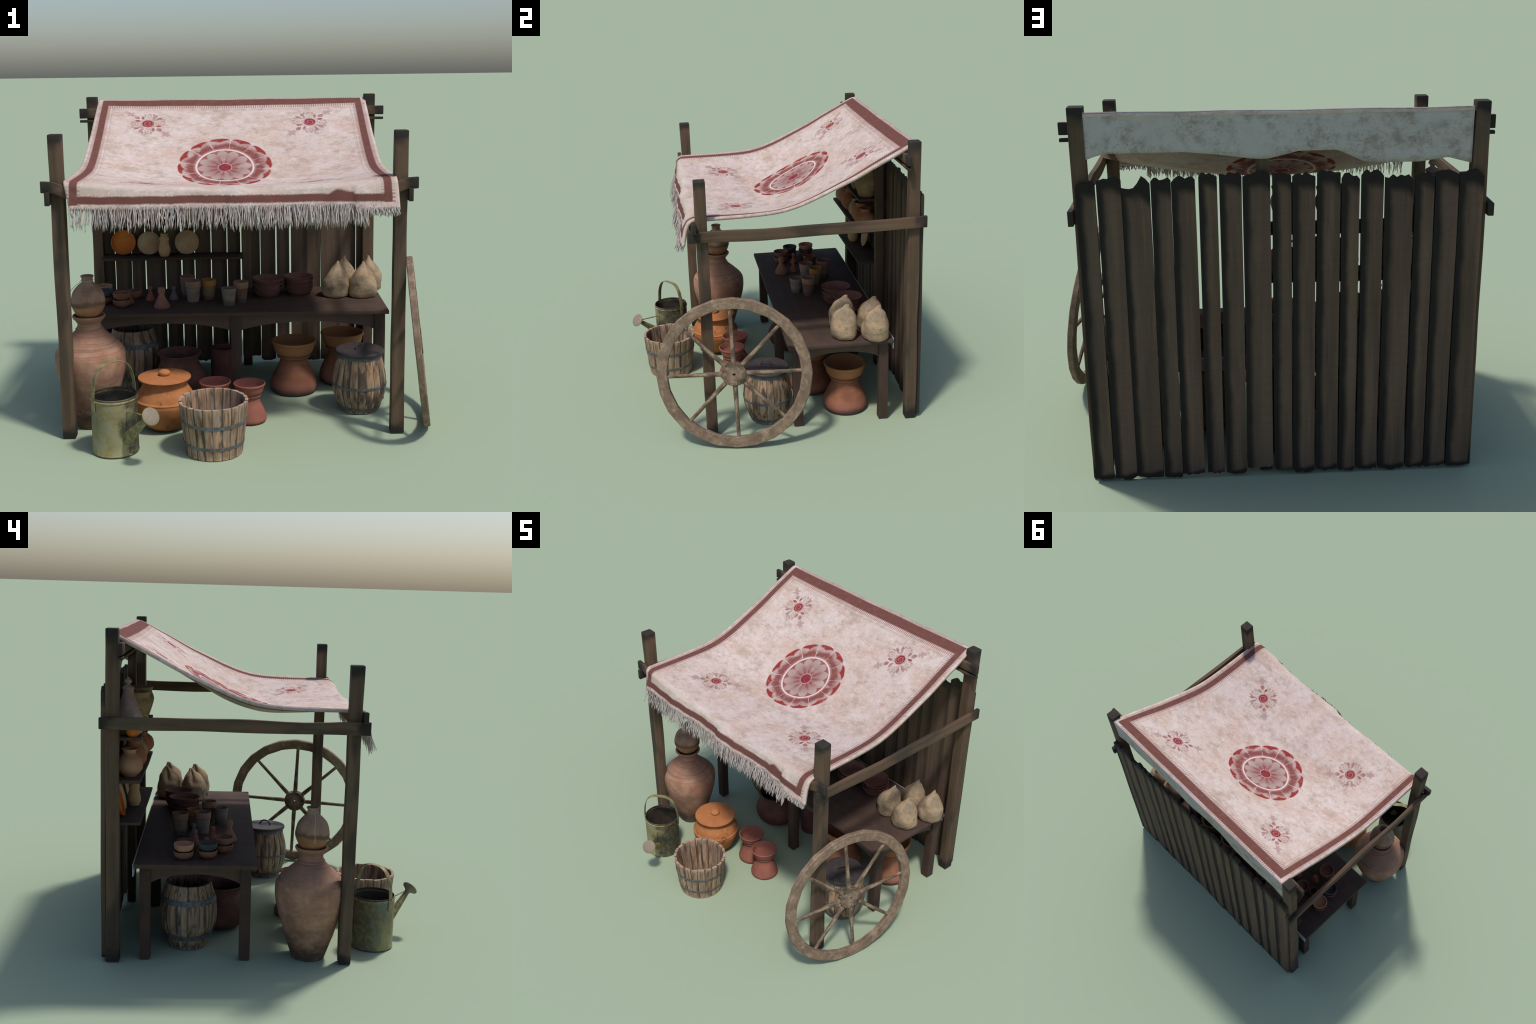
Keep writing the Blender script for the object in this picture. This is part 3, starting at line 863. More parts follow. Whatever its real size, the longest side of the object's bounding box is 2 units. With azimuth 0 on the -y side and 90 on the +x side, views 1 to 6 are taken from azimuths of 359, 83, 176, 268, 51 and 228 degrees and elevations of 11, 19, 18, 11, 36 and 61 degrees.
# fringe: several hundred loose threads under the front hem
verts, faces = [], []
def strand(x, y, z, ln, w, lean):
    n, sides = 6, 5
    base = len(verts)
    ph, am = R.uniform(0, TAU), R.uniform(0.001, 0.006)
    ly = R.uniform(-0.34, -0.04)
    for k in range(n + 1):
        t = k / n
        px = x + lean * t * ln + am * math.sin(ph + t * 4.5)
        py = y + ly * ln * t + 0.004 * math.sin(ph * 2 + t * 3)
        pz = z - ln * t
        ww = w * (1.0 - 0.30 * t) * (0.45 if k == n else 1)
        for s in range(sides):
            q = TAU * s / sides
            verts.append((px + math.cos(q) * ww, py + math.sin(q) * ww * 0.7, pz))
    for k in range(n):
        for s in range(sides):
            s2 = (s + 1) % sides
            a, b = base + k * sides, base + (k + 1) * sides
            faces.append((a + s, a + s2, b + s2, b + s))
    faces.append(tuple(base + n * sides + s for s in range(sides)))
hem = {}
for i in range(NX + 1):
    p = canopy.data.vertices[i * RW + RW - 1].co; hem[i] = p.copy()
hx = [hem[i].x for i in range(NX + 1)]
hy = [hem[i].y for i in range(NX + 1)]
hz = [hem[i].z for i in range(NX + 1)]
for layer in range(2):
    x = hx[0] + 0.004
    while x < hx[-1] - 0.003:
        long_ = 0.088 if x < 0.50 else (0.075 if x < 0.6 else 0.022)
        ln = long_ * R.uniform(0.78, 1.12)
        strand(x, np.interp(x, hx, hy) - 0.0015 + layer * 0.010, np.interp(x, hx, hz) + 0.013 * (1 - layer) + R.uniform(-0.003, 0.004), ln + 0.010, R.uniform(0.0020, 0.0038) * (0.9 if x < -0.09 else 1.1), R.uniform(-0.12, 0.12))
        x += R.uniform(0.0035, 0.0075) * (1.9 if x < -0.70 else 1.25 if x < -0.09 else 0.85)
fr = mesh_obj("fringe", verts, faces, M["fringe_thread"], canopy, (0, 0, 0), True)
fr["kind"] = "stuff"

# ------------------------------------------------------------------ table
table = empty("trestle_table", (-0.07, 0.37, 0), "long dark wooden table with arched aprons", "table")
def tb(name, lo, hi, axis, m, seed, **k):
    o = beam(name, lo, hi, axis, m, None, seed=seed, **k)
    o.parent = table; o.location = Vector(o.location) - Vector(table.location)
    return o
tb("table_top", (-0.938, 0.062, 0.500), (0.799, 0.685, 0.5215), 0, M["table_wood_x"], 31, wob=0.0, bevel=0.004)
LX, LY = (-0.862, -0.050, 0.752), (0.118, 0.630)
for i, lx in enumerate(LX):
    for j, ly in enumerate(LY):
        tb("table_leg", (lx - 0.028, ly - 0.028, 0), (lx + 0.028, ly + 0.028, 0.5005), 2, M["leg_wood"], 33 + i * 2 + j, wob=0.002, cuts=8)
def apron(p0, p1, thick):
    """Board between two legs with an arch cut from its lower edge."""
    p0, p1 = Vector(p0), Vector(p1)
    d = (p1 - p0).normalized(); nrm = Vector((-d.y, d.x, 0)) * thick / 2
    N = 24; vs, fs = [], []
    for k in range(N + 1):
        u = k / N; a = p0.lerp(p1, u)
        zb = 0.405 + 0.049 * min(1.0, max(0.0, 1 - (2 * u - 1) ** 2)) ** 0.75
        for s in (-1, 1):
            vs.append(a + nrm * s + Vector((0, 0, zb))); vs.append(a + nrm * s + Vector((0, 0, 0.4995)))
    for k in range(N):
        a, b = k * 4, k * 4 + 4
        fs += [(a, b, b + 1, a + 1), (a + 2, a + 3, b + 3, b + 2), (a, a + 2, b + 2, b), (a + 1, b + 1, b + 3, a + 3)]
    fs += [(0, 1, 3, 2), (N * 4, N * 4 + 2, N * 4 + 3, N * 4 + 1)]
    o = mesh_obj("apron", [v - table.location for v in vs], fs, M["table_wood_x"], table, (0, 0, 0), True, 35)
    o["length"] = 1.0; o["middle"] = 0.0
for a, b in ((LX[0] + 0.027, LX[1] - 0.027), (LX[1] + 0.027, LX[2] - 0.027)):
    for y in LY: apron((a, y, 0), (b, y, 0), 0.022)
for x in (LX[0], LX[2]): apron((x, LY[0] + 0.027, 0), (x, LY[1] - 0.027, 0), 0.022)
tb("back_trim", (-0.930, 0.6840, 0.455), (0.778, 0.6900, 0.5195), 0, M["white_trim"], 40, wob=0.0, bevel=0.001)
TZ = 0.5215


# ------------------------------------------------------------------ crockery on the table
def bowl(name, r, h, m, loc, label, foot=0.5, t=0.005, seed=0, flare=False):
    wall = [(r * foot, 0), (r * 0.80, h * 0.30), (r * 0.90, h * 0.65), (r, h)] if flare else [(r * foot, 0), (r * 0.86, h * 0.34), (r * 0.985, h * 0.75), (r, h)]
    o = lathe(name, [[(0, 0), (r * foot, 0)], wall,
                     [(r, h), (r - t * 0.5, h + 0.001), (r - t, h)], [(r - t, h), (wall[2][0] - t, wall[2][1]), (wall[1][0] - t, h * 0.38), (r * foot * 0.8, t * 1.3), (0, t * 1.2)]],
              m, None, loc, 40, 0.02, 4, 40, seed)
    return tag(o, label, "bowl")

for i, (x, y, lo_m, up_m, r, h) in enumerate(((-0.828, 0.438, "brown_bowl_clay", "cream_bowl_clay", 0.052, 0.044), (-0.806, 0.316, "brown_bowl_clay", "blue_bowl_clay", 0.050, 0.044),
                                              (-0.695, 0.233, "brown_bowl_clay", "brown_bowl_clay", 0.051, 0.046))):
    bowl("stacked_bowl", r, h, M[lo_m], (x, y, TZ), "small thrown clay bowl with mottled brown glaze", 0.48, 0.005, i)
    bowl("stacked_bowl", r * 1.0, h, M[up_m], (x + 0.002, y, TZ + h * 0.86), "small glazed clay bowl stacked on another", 0.48, 0.005, i + 9)
bowl("small_bowl", 0.047, 0.050, M["brown_bowl_clay"], (-0.645, 0.436, TZ), "small brown clay bowl", 0.5, 0.004, 30)
bowl("small_bowl", 0.032, 0.055, M["black_bowl_clay"], (-0.728, 0.407, TZ), "small deep smoked clay bowl", 0.7, 0.004, 31)

def mortar(x, y, r, h, m, seed):
    o = lathe("bell_stopper", [[(0, 0), (r * 0.94, 0)], [(r * 0.94, 0), (r, 0.008 * h / 0.11), (r * 0.80, h * 0.25), (r * 0.46, h * 0.50), (r * 0.36, h * 0.63), (r * 0.44, h * 0.76), (r * 0.46, h * 0.90), (r * 0.30, h * 0.985), (0, h)]],
              m, None, (x, y, TZ), 32, 0.03, 5, 50, seed)
    tag(o, "bell shaped clay vessel with a knob neck", "clay vessel")
mortar(-0.466, 0.205, 0.046, 0.120, M["mortar_clay"], 1)
mortar(-0.548, 0.388, 0.028, 0.084, M["red_mortar_clay"], 2)
mortar(-0.483, 0.293, 0.030, 0.086, M["red_mortar_clay"], 3)
mortar(-0.663, 0.322, 0.030, 0.072, M["red_mortar_clay"], 5)
mortar(-0.412, 0.400, 0.028, 0.084, M["grey_mortar_clay"], 4)

def cup(x, y, r, h, m, rim, seed, label):
    k = 0.74
    if rim:
        zr = h * 0.68
        runs = [[(0, 0), (r * k, 0)], [(r * k, 0), (r * 0.93, zr)], [(r * 0.93, zr), (r * 0.99, zr + 0.003)], [(r * 0.99, zr + 0.003), (r, h)],
                [(r, h), (r - 0.002, h + 0.001), (r - 0.005, h)], [(r - 0.005, h), (r * k - 0.003, 0.008), (0, 0.008)]]
    else:
        runs = [[(0, 0), (r * k, 0)], [(r * k, 0), (r * 0.9, h * 0.6), (r, h)], [(r, h), (r - 0.002, h + 0.001), (r - 0.005, h)], [(r - 0.005, h), (r * k - 0.003, 0.008), (0, 0.008)]]
    o = lathe("tall_cup", runs, m, None, (x, y, TZ), 40, 0.015, 3, 30, seed)
    tag(o, label, "cup")
CZ = 0.68 * 0.122
cup(-0.335, 0.478, 0.046, 0.122, mat("cup_mossy", cup_build((0.22, 0.110, 0.082), (0.21, 0.165, 0.11), CZ, True, (0.20, 0.095, 0.045))), True, 1, "tall mottled clay cup with reddish rim")
cup(-0.297, 0.352, 0.046, 0.122, mat("cup_grey", cup_build((0.25, 0.140, 0.102), (0.235, 0.180, 0.140), CZ, False)), True, 2, "tall grey clay cup with terracotta rim")
cup(-0.208, 0.402, 0.044, 0.116, mat("cup_orange", cup_build((0.34, 0.145, 0.045), (0.24, 0.155, 0.08), CZ * 0.95, True)), True, 3, "tall clay cup with orange glazed rim")
cup(-0.088, 0.250, 0.044, 0.098, mat("cup_ash", cup_build((0.22, 0.165, 0.135), (0.22, 0.165, 0.135), 0.5, True)), False, 4, "plain ash grey clay cup")
cup(-0.020, 0.320, 0.044, 0.120, mat("cup_soot", cup_build((0.27, 0.140, 0.095), (0.18, 0.095, 0.064), CZ, True)), True, 5, "tall sooty clay cup with terracotta rim")

for sx, sy in ((0.138, 0.470), (0.324, 0.515)):
    z = TZ
    for k in range(6):
        r = 0.087 + 0.005 * (k == 5) + R.uniform(-0.002, 0.003)
        bowl("stacking_bowl", r, 0.041, M["bowl_clay"], (sx + R.uniform(-0.003, 0.003), sy + R.uniform(-0.003, 0.003), z), "shallow dark red clay bowl in a stack", 0.66, 0.004, k + int(sx * 100), True)
        z += 0.0135


def sack(x, y, rot, seed, lean):
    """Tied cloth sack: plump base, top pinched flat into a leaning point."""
    N, S = 26, 44
    vs, fs = [], []
    prof = [(0.0, 0.064), (0.04, 0.078), (0.14, 0.085), (0.28, 0.083), (0.42, 0.080), (0.55, 0.074), (0.67, 0.063), (0.76, 0.050), (0.84, 0.034), (0.89, 0.022), (0.93, 0.015), (0.97, 0.011), (1.0, 0.005)]
    hs, rs = [p[0] for p in prof], [p[1] for p in prof]
    wide = [0.064, 0.078, 0.085, 0.084, 0.082, 0.077, 0.069, 0.058, 0.041, 0.026, 0.019, 0.016, 0.009]
    Hh = 0.205
    for k in range(N + 1):
        t = k / N; r = np.interp(t, hs, rs); rw = np.interp(t, hs, wide)
        flat = max(0.0, (t - 0.45) / 0.55) ** 1.3          # pinch grows towards the top
        for s in range(S):
            a = TAU * s / S
            lump = 1 + 0.13 * noise.noise(Vector((math.cos(a) * 1.1 + seed, math.sin(a) * 1.1, t * 3.0))) + 0.035 * noise.noise(Vector((math.cos(a) * 2.2 + seed, math.sin(a) * 2.6, t * 8)))
            fold = 1 - 0.60 * min(1.0, flat * 1.6) * math.exp(-((math.sin(a - math.pi / 2 - 2.9 + math.pi / 2)) / 0.35) ** 2) * (1 if math.cos(a - 2.9) > 0 else 0) * (1 - max(0, t - .9) * 5)
            px = r * lump * fold * math.cos(a) * (1 - 0.30 * flat)
            py = 0.94 * rw * lump * fold * math.sin(a)
            py += 0.020 * flat * flat; px += lean * flat * flat
            z = Hh * t + 0.004 * noise.noise(Vector((math.cos(a) * 2, math.sin(a) * 2, t * 4 + seed)))
            vs.append((px, py, max(0.0, z)))
    for k in range(N):
        for s in range(S):
            s2 = (s + 1) % S
            fs.append((k * S + s, k * S + s2, (k + 1) * S + s2, (k + 1) * S + s))
    fs.append(tuple(range(S))); fs.append(tuple(N * S + s for s in range(S)))
    o = mesh_obj("grain_sack", vs, fs, M["sackcloth"], None, (x, y, TZ), True, 70)
    o.rotation_euler = (0, 0, rot)
    tag(o, "small plump burlap sack pinched to a point", "sack")
sack(0.540, 0.428, 0.15, 1.0, 0.018)
sack(0.694, 0.408, 0.05, 4.0, 0.006)
sack(0.752, 0.586, 0.20, 7.0, 0.004)
sack(0.600, 0.590, 0.10, 11.0, 0.010)

# ------------------------------------------------------------------ crockery on the shelves
S1, S2, S3 = 1.135 + 0.0155, 0.919 + 0.0155, 0.704 + 0.0155
def disc_lean(name, x, r, m, label, tray=False, y=0.787):
    if tray:
        runs = [[(0, 0), (r * 0.88, 0)], [(r * 0.88, 0), (r, 0.022)], [(r, 0.022), (r - 0.003, 0.025), (r - 0.007, 0.022)], [(r - 0.007, 0.022), (r * 0.84, 0.006), (0, 0.006)]]
    else:
        runs = [[(0, 0), (r * 0.7, 0)], [(r * 0.7, 0), (r, 0.012), (r - 0.002, 0.016)], [(r - 0.002, 0.016), (r * 0.55, 0.022), (0, 0.024)]]
    o = lathe(name, runs, m, None, (x, y, 0), 48, 0.01, 4, 40)
    o.rotation_euler = (math.radians(76), 0, 0)
    o.location = (x, y, S3 + r * math.sin(math.radians(76)) + 0.001)
    tag(o, label, "plate")
disc_lean("round_tray", -0.743, 0.077, M["tray_clay"], "bright orange round clay tray leaning back", True)
disc_lean("round_plate", -0.586, 0.071, M["plate_clay"], "pale speckled round clay plate leaning back")
disc_lean("round_plate", -0.352, 0.074, M["plate_clay"], "pale speckled round clay plate leaning back")
tag(lathe("gourd_vase", [[(0, 0), (0.026, 0)], [(0.026, 0), (0.037, 0.030), (0.034, 0.060), (0.027, 0.088), (0.031, 0.108), (0.025, 0.122), (0.021, 0.130), (0.026, 0.142)],
                         [(0.026, 0.142), (0.020, 0.142)], [(0.020, 0.142), (0.017, 0.128), (0.0, 0.120)]], M["vase_clay"], None, (-0.487, 0.722, S3), 32, 0.02), "small pale gourd shaped vase", "vase")

def jar(x, y, r, h, m, seed, label, mouth=0.55):
    o = lathe("round_jar", [[(0, 0), (r * 0.5, 0)], [(r * 0.5, 0), (r * 0.93, h * 0.24), (r, h * 0.42), (r * 0.86, h * 0.66), (r * mouth * 0.86, h * 0.85), (r * mouth, h * 0.97), (r * mouth * 1.12, h)],
                            [(r * mouth * 1.12, h), (r * mouth, h)], [(r * mouth, h), (r * mouth * 0.8, h * 0.85), (r * 0.75, h * 0.6), (r * 0.6, h * 0.2), (0, h * 0.1)]], m, None, (x, y, S2), 44, 0.015, 5, 45, seed)
    tag(o, label, "jar")
jar(-0.752, 0.722, 0.068, 0.142, M["tan_jar_clay"], 1, "round tan clay jar with flared neck")
jar(-0.540, 0.722, 0.072, 0.158, M["rust_jar_clay"], 2, "round rust red clay jar", 0.6)
jar(-0.345, 0.722, 0.060, 0.140, M["grey_jar_clay"], 3, "round grey tan clay jar", 0.66)
jar(-0.205, 0.722, 0.066, 0.146, M["rust_jar_clay"], 4, "round rust red clay jar", 0.7)
jar(-0.075, 0.716, 0.070, 0.140, M["rust_jar_clay"], 5, "round rust red clay jar with narrow neck", 0.52)

tag(lathe("cone_lidded_pot", [[(0, 0), (0.070, 0)], [(0.070, 0), (0.083, 0.030), (0.080, 0.075), (0.062, 0.115), (0.040, 0.170), (0.028, 0.205), (0.027, 0.222)], [(0.027, 0.222), (0.031, 0.226), (0.029, 0.235)],
                              [(0.029, 0.235), (0.014, 0.244), (0.010, 0.252), (0.018, 0.262), (0.013, 0.274), (0.007, 0.278), (0.006, 0.284), (0, 0.286)]], M["tagine_clay"], None, (-0.715, 0.732, S1), 40, 0.02), "tall conical lidded clay pot with finial", "pot")
bowl("small_bowl", 0.040, 0.045, M["tray_clay"], (-0.822, 0.700, S1), "small bright orange clay bowl", 0.6, 0.004, 50)
mug = empty("spouted_mug", (-0.575, 0.722, S1), "pale clay mug with a loop handle", "mug")
lathe("mug_body", [[(0, 0), (0.042, 0)], [(0.042, 0), (0.052, 0.04), (0.047, 0.085), (0.050, 0.10)], [(0.050, 0.10), (0.044, 0.10)], [(0.044, 0.10), (0.042, 0.05), (0, 0.01)]], M["plate_clay"], mug, (0, 0, 0), 36, 0.02)
tube("mug_handle", [(0.01, -0.047 - 0.030 * math.sin(math.pi * k / 10), 0.085 - 0.06 * k / 10) for k in range(11)], (0.006, 0.006), M["plate_clay"], mug)
def big_pot(x, r, h, seed):
    tag(lathe("ribbed_pot", [[(0, 0), (r * 0.62, 0)], [(r * 0.62, 0), (r * 0.84, h * 0.3), (r, h * 0.58), (r * 0.96, h * 0.72), (r * 0.86, h * 0.84), (r * 0.90, h * 0.92), (r * 0.95, h)],
                             [(r * 0.95, h), (r * 0.86, h)], [(r * 0.86, h), (r * 0.78, h * 0.85), (r * 0.9, h * 0.6), (r * 0.5, h * 0.1), (0, h * 0.06)]], M["olive_pot_clay"], None, (x, 0.728, S1), 48, 0.015, 6, 45, seed), "large olive yellow ribbed clay pot", "pot")
big_pot(-0.100, 0.082, 0.172, 1)
big_pot(-0.290, 0.080, 0.165, 2)

# ------------------------------------------------------------------ amphora with a jug in its mouth
amph = empty("tall_storage_jar", (-0.808, -0.220, 0), "very tall terracotta storage jar with smaller jug on top", "storage jar")
lathe("jar_body", [[(0, 0), (0.086, 0)], [(0.086, 0), (0.091, 0.012), (0.133, 0.138), (0.166, 0.252), (0.179, 0.308), (0.184, 0.362), (0.176, 0.412), (0.131, 0.462), (0.076, 0.513), (0.062, 0.540), (0.064, 0.560), (0.082, 0.580), (0.086, 0.590)],
                   [(0.086, 0.590), (0.083, 0.596), (0.076, 0.594)], [(0.076, 0.594), (0.058, 0.565), (0.055, 0.53), (0.0, 0.50)]], M["amphora_clay"], amph, (0, 0, 0), 72, 0.012, 6, 45)
for zr, rr in ((0.524, 0.0705), (0.563, 0.0665)):
    lathe("neck_ring", [[(rr - 0.006, zr - 0.004), (rr + 0.002, zr), (rr - 0.006, zr + 0.004)]], M["amphora_clay"], amph, (0, 0, 0), 48, 0.01, 4)
jug = bpy.data.objects.new("round_jug", None); link(jug, amph); jug.location = (0, 0, 0.570)
lathe("jug_body", [[(0, 0), (0.03, 0.0)], [(0.03, 0.0), (0.064, 0.030), (0.086, 0.075), (0.088, 0.105), (0.076, 0.150), (0.050, 0.182), (0.031, 0.198), (0.0285, 0.212), (0.030, 0.222), (0.035, 0.231)],
                   [(0.035, 0.231), (0.031, 0.234), (0.027, 0.232)], [(0.027, 0.232), (0.022, 0.215), (0.020, 0.19), (0.0, 0.18)]], M["jug_clay"], jug, (0, 0, 0), 56, 0.012, 6, 45)
tube("cord_ring", [(0.0315 * math.cos(TAU * k / 24), 0.0315 * math.sin(TAU * k / 24), 0.209) for k in range(24)], (0.0013, 0.0013), M["string"], jug, sides=6, closed=True)
def on_jug(t):   # outline radius at height, for the cord to lie on
    return np.interp(t, [0.075, 0.105, 0.150, 0.182, 0.198, 0.212], [0.086, 0.088, 0.076, 0.050, 0.031, 0.0285])
path = [(-(on_jug(z) + 0.003 + 0.012 * math.sin(math.pi * (0.209 - z) / 0.13)), -0.004 + 0.002 * math.sin(z * 60), z) for z in np.linspace(0.209, 0.085, 16)]
tube("cord", path, (0.0013, 0.0013), M["string"], jug, sides=6)
lp = [(-0.0925 - 0.001 * math.sin(TAU * k / 20), 0.004 * math.sin(TAU * k / 20) - 0.004, 0.076 - 0.024 * (1 - math.cos(TAU * k / 20)) / 2 + 0.012) for k in range(20)]
tube("cord_loop", lp, (0.0013, 0.0013), M["string"], jug, sides=6, closed=True)

# ------------------------------------------------------------------ staved vessels
def stave_mesh(name, prof, count, thick, rows=None):
    """One stave of a coopered vessel, centred on +x; prof = outer (radius, height) curve."""
    half = math.pi / count * 0.998
    line = smooth_line(prof, 4)
    A = 6
    vs, fs = [], []
    for (r, z) in line:
        for side in (0, 1):
            for k in range(A + 1):
                a = -half + 2 * half * k / A
                crown = -0.0025 * abs(2 * k / A - 1) ** 4
                rr = (r + crown) if side == 0 else r - thick
                vs.append((rr * math.cos(a), rr * math.sin(a), z))
    W = 2 * (A + 1)
    n = len(line)
    for i in range(n - 1):
        for k in range(A):
            a, b = i * W + k, (i + 1) * W + k
            fs.append((a, a + 1, b + 1, b)); fs.append((a + A + 1, b + A + 1, b + A + 2, a + A + 2))
        for k in (0, A):
            a, b = i * W + k, (i + 1) * W + k
            fs.append((a, b, b + A + 1, a + A + 1))
    for i in (0, n - 1):
        for k in range(A):
            a = i * W + k
            fs.append((a, a + A + 1, a + A + 2, a + 1))
    return vs, fs, half

def coopered(parent, prof, count, thick, hoops, seed, top_jitter=0.0):
    vs, fs, half = stave_mesh("stave", prof, count, thick)
    first = mesh_obj("stave", vs, fs, M["stave_wood"], parent, (0, 0, 0), True, 40)
    first["half_angle"] = half
    rr = random.Random(seed)
    for k in range(count):
        o = first if k == 0 else link(first.copy(), parent)
        o.rotation_euler = (0, 0, TAU * k / count + rr.uniform(-0.001, 0.001))
        s = 1 + rr.uniform(-0.003, 0.003)
        o.scale = (s, s, 1 + rr.uniform(-top_jitter, top_jitter))
    zs = [p[1] for p in smooth_line(prof, 4)]; rs = [p[0] for p in smooth_line(prof, 4)]
    for (z, hgt) in hoops:
        R0, R1 = np.interp(z - hgt / 2, zs, rs), np.interp(z + hgt / 2, zs, rs)
        lathe("hoop", [[(R0 - 0.003, z - hgt / 2), (R0 + 0.0025, z - hgt / 2)], [(R0 + 0.0025, z - hgt / 2), (R1 + 0.0025, z + hgt / 2)], [(R1 + 0.0025, z + hgt / 2), (R1 - 0.003, z + hgt / 2)],
                       [(R1 - 0.003, z + hgt / 2), (R0 - 0.003, z - hgt / 2)]], M["hoop_iron"], parent, (0, 0, 0), 56, 0.006, 2, 30, seed)
    zb = zs[0] + 0.02
    rb = np.interp(zb, zs, rs) - thick + 0.003
    lathe("vessel_floor", [[(0, zb - 0.012), (rb, zb - 0.012)], [(rb, zb - 0.012), (rb, zb)], [(rb, zb), (0, zb)]], M["bucket_floor"], parent, (0, 0, 0), 40, 0, 2, 30)

bucket = empty("wooden_bucket", (-0.157, -0.610, 0), "open staved wooden bucket with two iron hoops", "bucket")
coopered(bucket, [(0.140, 0.0), (0.151, 0.085), (0.161, 0.17), (0.170, 0.262)], 22, 0.016, ((0.060, 0.015), (0.170, 0.016)), 3, 0.007)
barrel = empty("open_barrel", (-0.660, 0.415, 0), "open weathered wooden barrel with iron hoops", "barrel")
coopered(barrel, [(0.100, 0.0), (0.121, 0.055), (0.148, 0.13), (0.153, 0.19), (0.146, 0.26), (0.120, 0.352)], 15, 0.012, ((0.072, 0.028), (0.268, 0.028)), 4)
cask = empty("lidded_barrel", (0.622, -0.048, 0), "small wooden barrel with dark round lid", "barrel")
coopered(cask, [(0.104, 0.0), (0.118, 0.035), (0.141, 0.10), (0.1465, 0.155), (0.139, 0.225), (0.115, 0.318)], 20, 0.012, ((0.024, 0.020), (0.150, 0.013), (0.307, 0.016)), 5)
lathe("barrel_lid", [[(0, 0.316), (0.126, 0.318)], [(0.126, 0.318), (0.1315, 0.322), (0.1315, 0.332), (0.128, 0.337)], [(0.128, 0.337), (0, 0.341)]], M["lid_iron"], cask, (0, 0, 0), 48, 0.004, 3, 40)
tube("lid_handle", [(-0.006 + 0.028 * math.cos(math.pi * k / 12) * 0.55, 0.033 * math.cos(math.pi * k / 12), 0.337 + 0.033 * math.sin(math.pi * k / 12)) for k in range(13)], (0.005, 0.0025), M["lid_iron"], cask, sides=8)

# ------------------------------------------------------------------ watering can
can = empty("watering_can", (-0.642, -0.583, 0), "tarnished metal watering can with hoop handle", "watering can")
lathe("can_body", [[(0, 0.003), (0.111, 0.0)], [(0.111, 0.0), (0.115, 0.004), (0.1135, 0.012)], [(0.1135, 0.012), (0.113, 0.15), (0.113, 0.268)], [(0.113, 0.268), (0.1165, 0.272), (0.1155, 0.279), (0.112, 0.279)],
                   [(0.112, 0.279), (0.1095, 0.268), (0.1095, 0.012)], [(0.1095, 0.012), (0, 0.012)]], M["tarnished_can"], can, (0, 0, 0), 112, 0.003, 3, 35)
ax = Vector((0.77, 0.64, 0)).normalized(); sp = Vector((0.64, -0.77, 0)).normalized()
path = []
for k in range(33):
    t = k / 32
    a = math.pi * t
    if t < 0.12 or t > 0.88:
        pass
    path.append(ax * (0.1185 * math.copysign(abs(math.cos(a)) ** 0.62, math.cos(a))) + Vector((0, 0, 0.255 + 0.196 * abs(math.sin(a)) ** 0.80)))
path = [ax * 0.118 + Vector((0, 0, 0.225))] + path + [ax * -0.118 + Vector((0, 0, 0.225))]
tube("can_handle", path, (0.0145, 0.0028), M["tarnished_tin"], can, sides=8, flat=sp)
p0, p1 = sp * 0.098 + Vector((0, 0, 0.085)), Vector((-0.452, -0.808, 0.246)) - Vector(can.location)
tube("spout", [p0.lerp(p1, k / 10) for k in range(11)], lambda t: (0.030 - 0.017 * t, 0.030 - 0.017 * t), M["tarnished_tin"], can, sides=18)
d = Vector((0.50, -0.62, 0.55)).normalized()
ros = lathe("spout_rose", [[(0.012, -0.018), (0.016, -0.004), (0.030, 0.012), (0.043, 0.019)], [(0.043, 0.019), (0.0445, 0.022), (0.0425, 0.025)], [(0.0425, 0.025), (0.025, 0.030), (0, 0.031)]], M["rose_metal"], can, p1, 36, 0.0, 4, 40)
ros.rotation_euler = d.to_track_quat("Z", "Y").to_euler()
tube("spout_brace", [sp * 0.112 + Vector((0, 0, 0.228)), p1 + Vector((0, 0, 0.006)) - sp * 0.012], (0.0035, 0.0035), M["tarnished_tin"], can, sides=8)

# ------------------------------------------------------------------ pots on the ground
pot = empty("lidded_pot", (-0.420, -0.285, 0), "round orange clay pot with flat knobbed lid", "pot")
lathe("pot_body", [[(0, 0), (0.075, 0)], [(0.075, 0), (0.112, 0.030), (0.141, 0.085), (0.156, 0.135), (0.1565, 0.158)], [(0.1565, 0.158), (0.158, 0.163), (0.152, 0.168)], [(0.152, 0.168), (0.140, 0.195), (0.119, 0.230), (0.121, 0.252), (0.134, 0.268)],
                   [(0.134, 0.268), (0.12, 0.268)], [(0.12, 0.268), (0.105, 0.23), (0.12, 0.15), (0.07, 0.02), (0, 0.015)]], M["orange_clay"], pot, (0, 0, 0), 60, 0.012, 5, 40)
lathe("pot_lid", [[(0, 0.2685), (0.131, 0.2685)], [(0.131, 0.2685), (0.1375, 0.272), (0.136, 0.277)], [(0.136, 0.277), (0.09, 0.2815), (0, 0.283)]], M["lid_clay"], pot, (0, 0, 0), 60, 0.006, 4, 40)
lathe("lid_knob", [[(0, 0.280), (0.020, 0.280), (0.030, 0.291), (0.029, 0.302), (0.018, 0.310), (0, 0.312)]], M["lid_clay"], pot, (0, 0, 0), 32, 0.02, 5, 60)

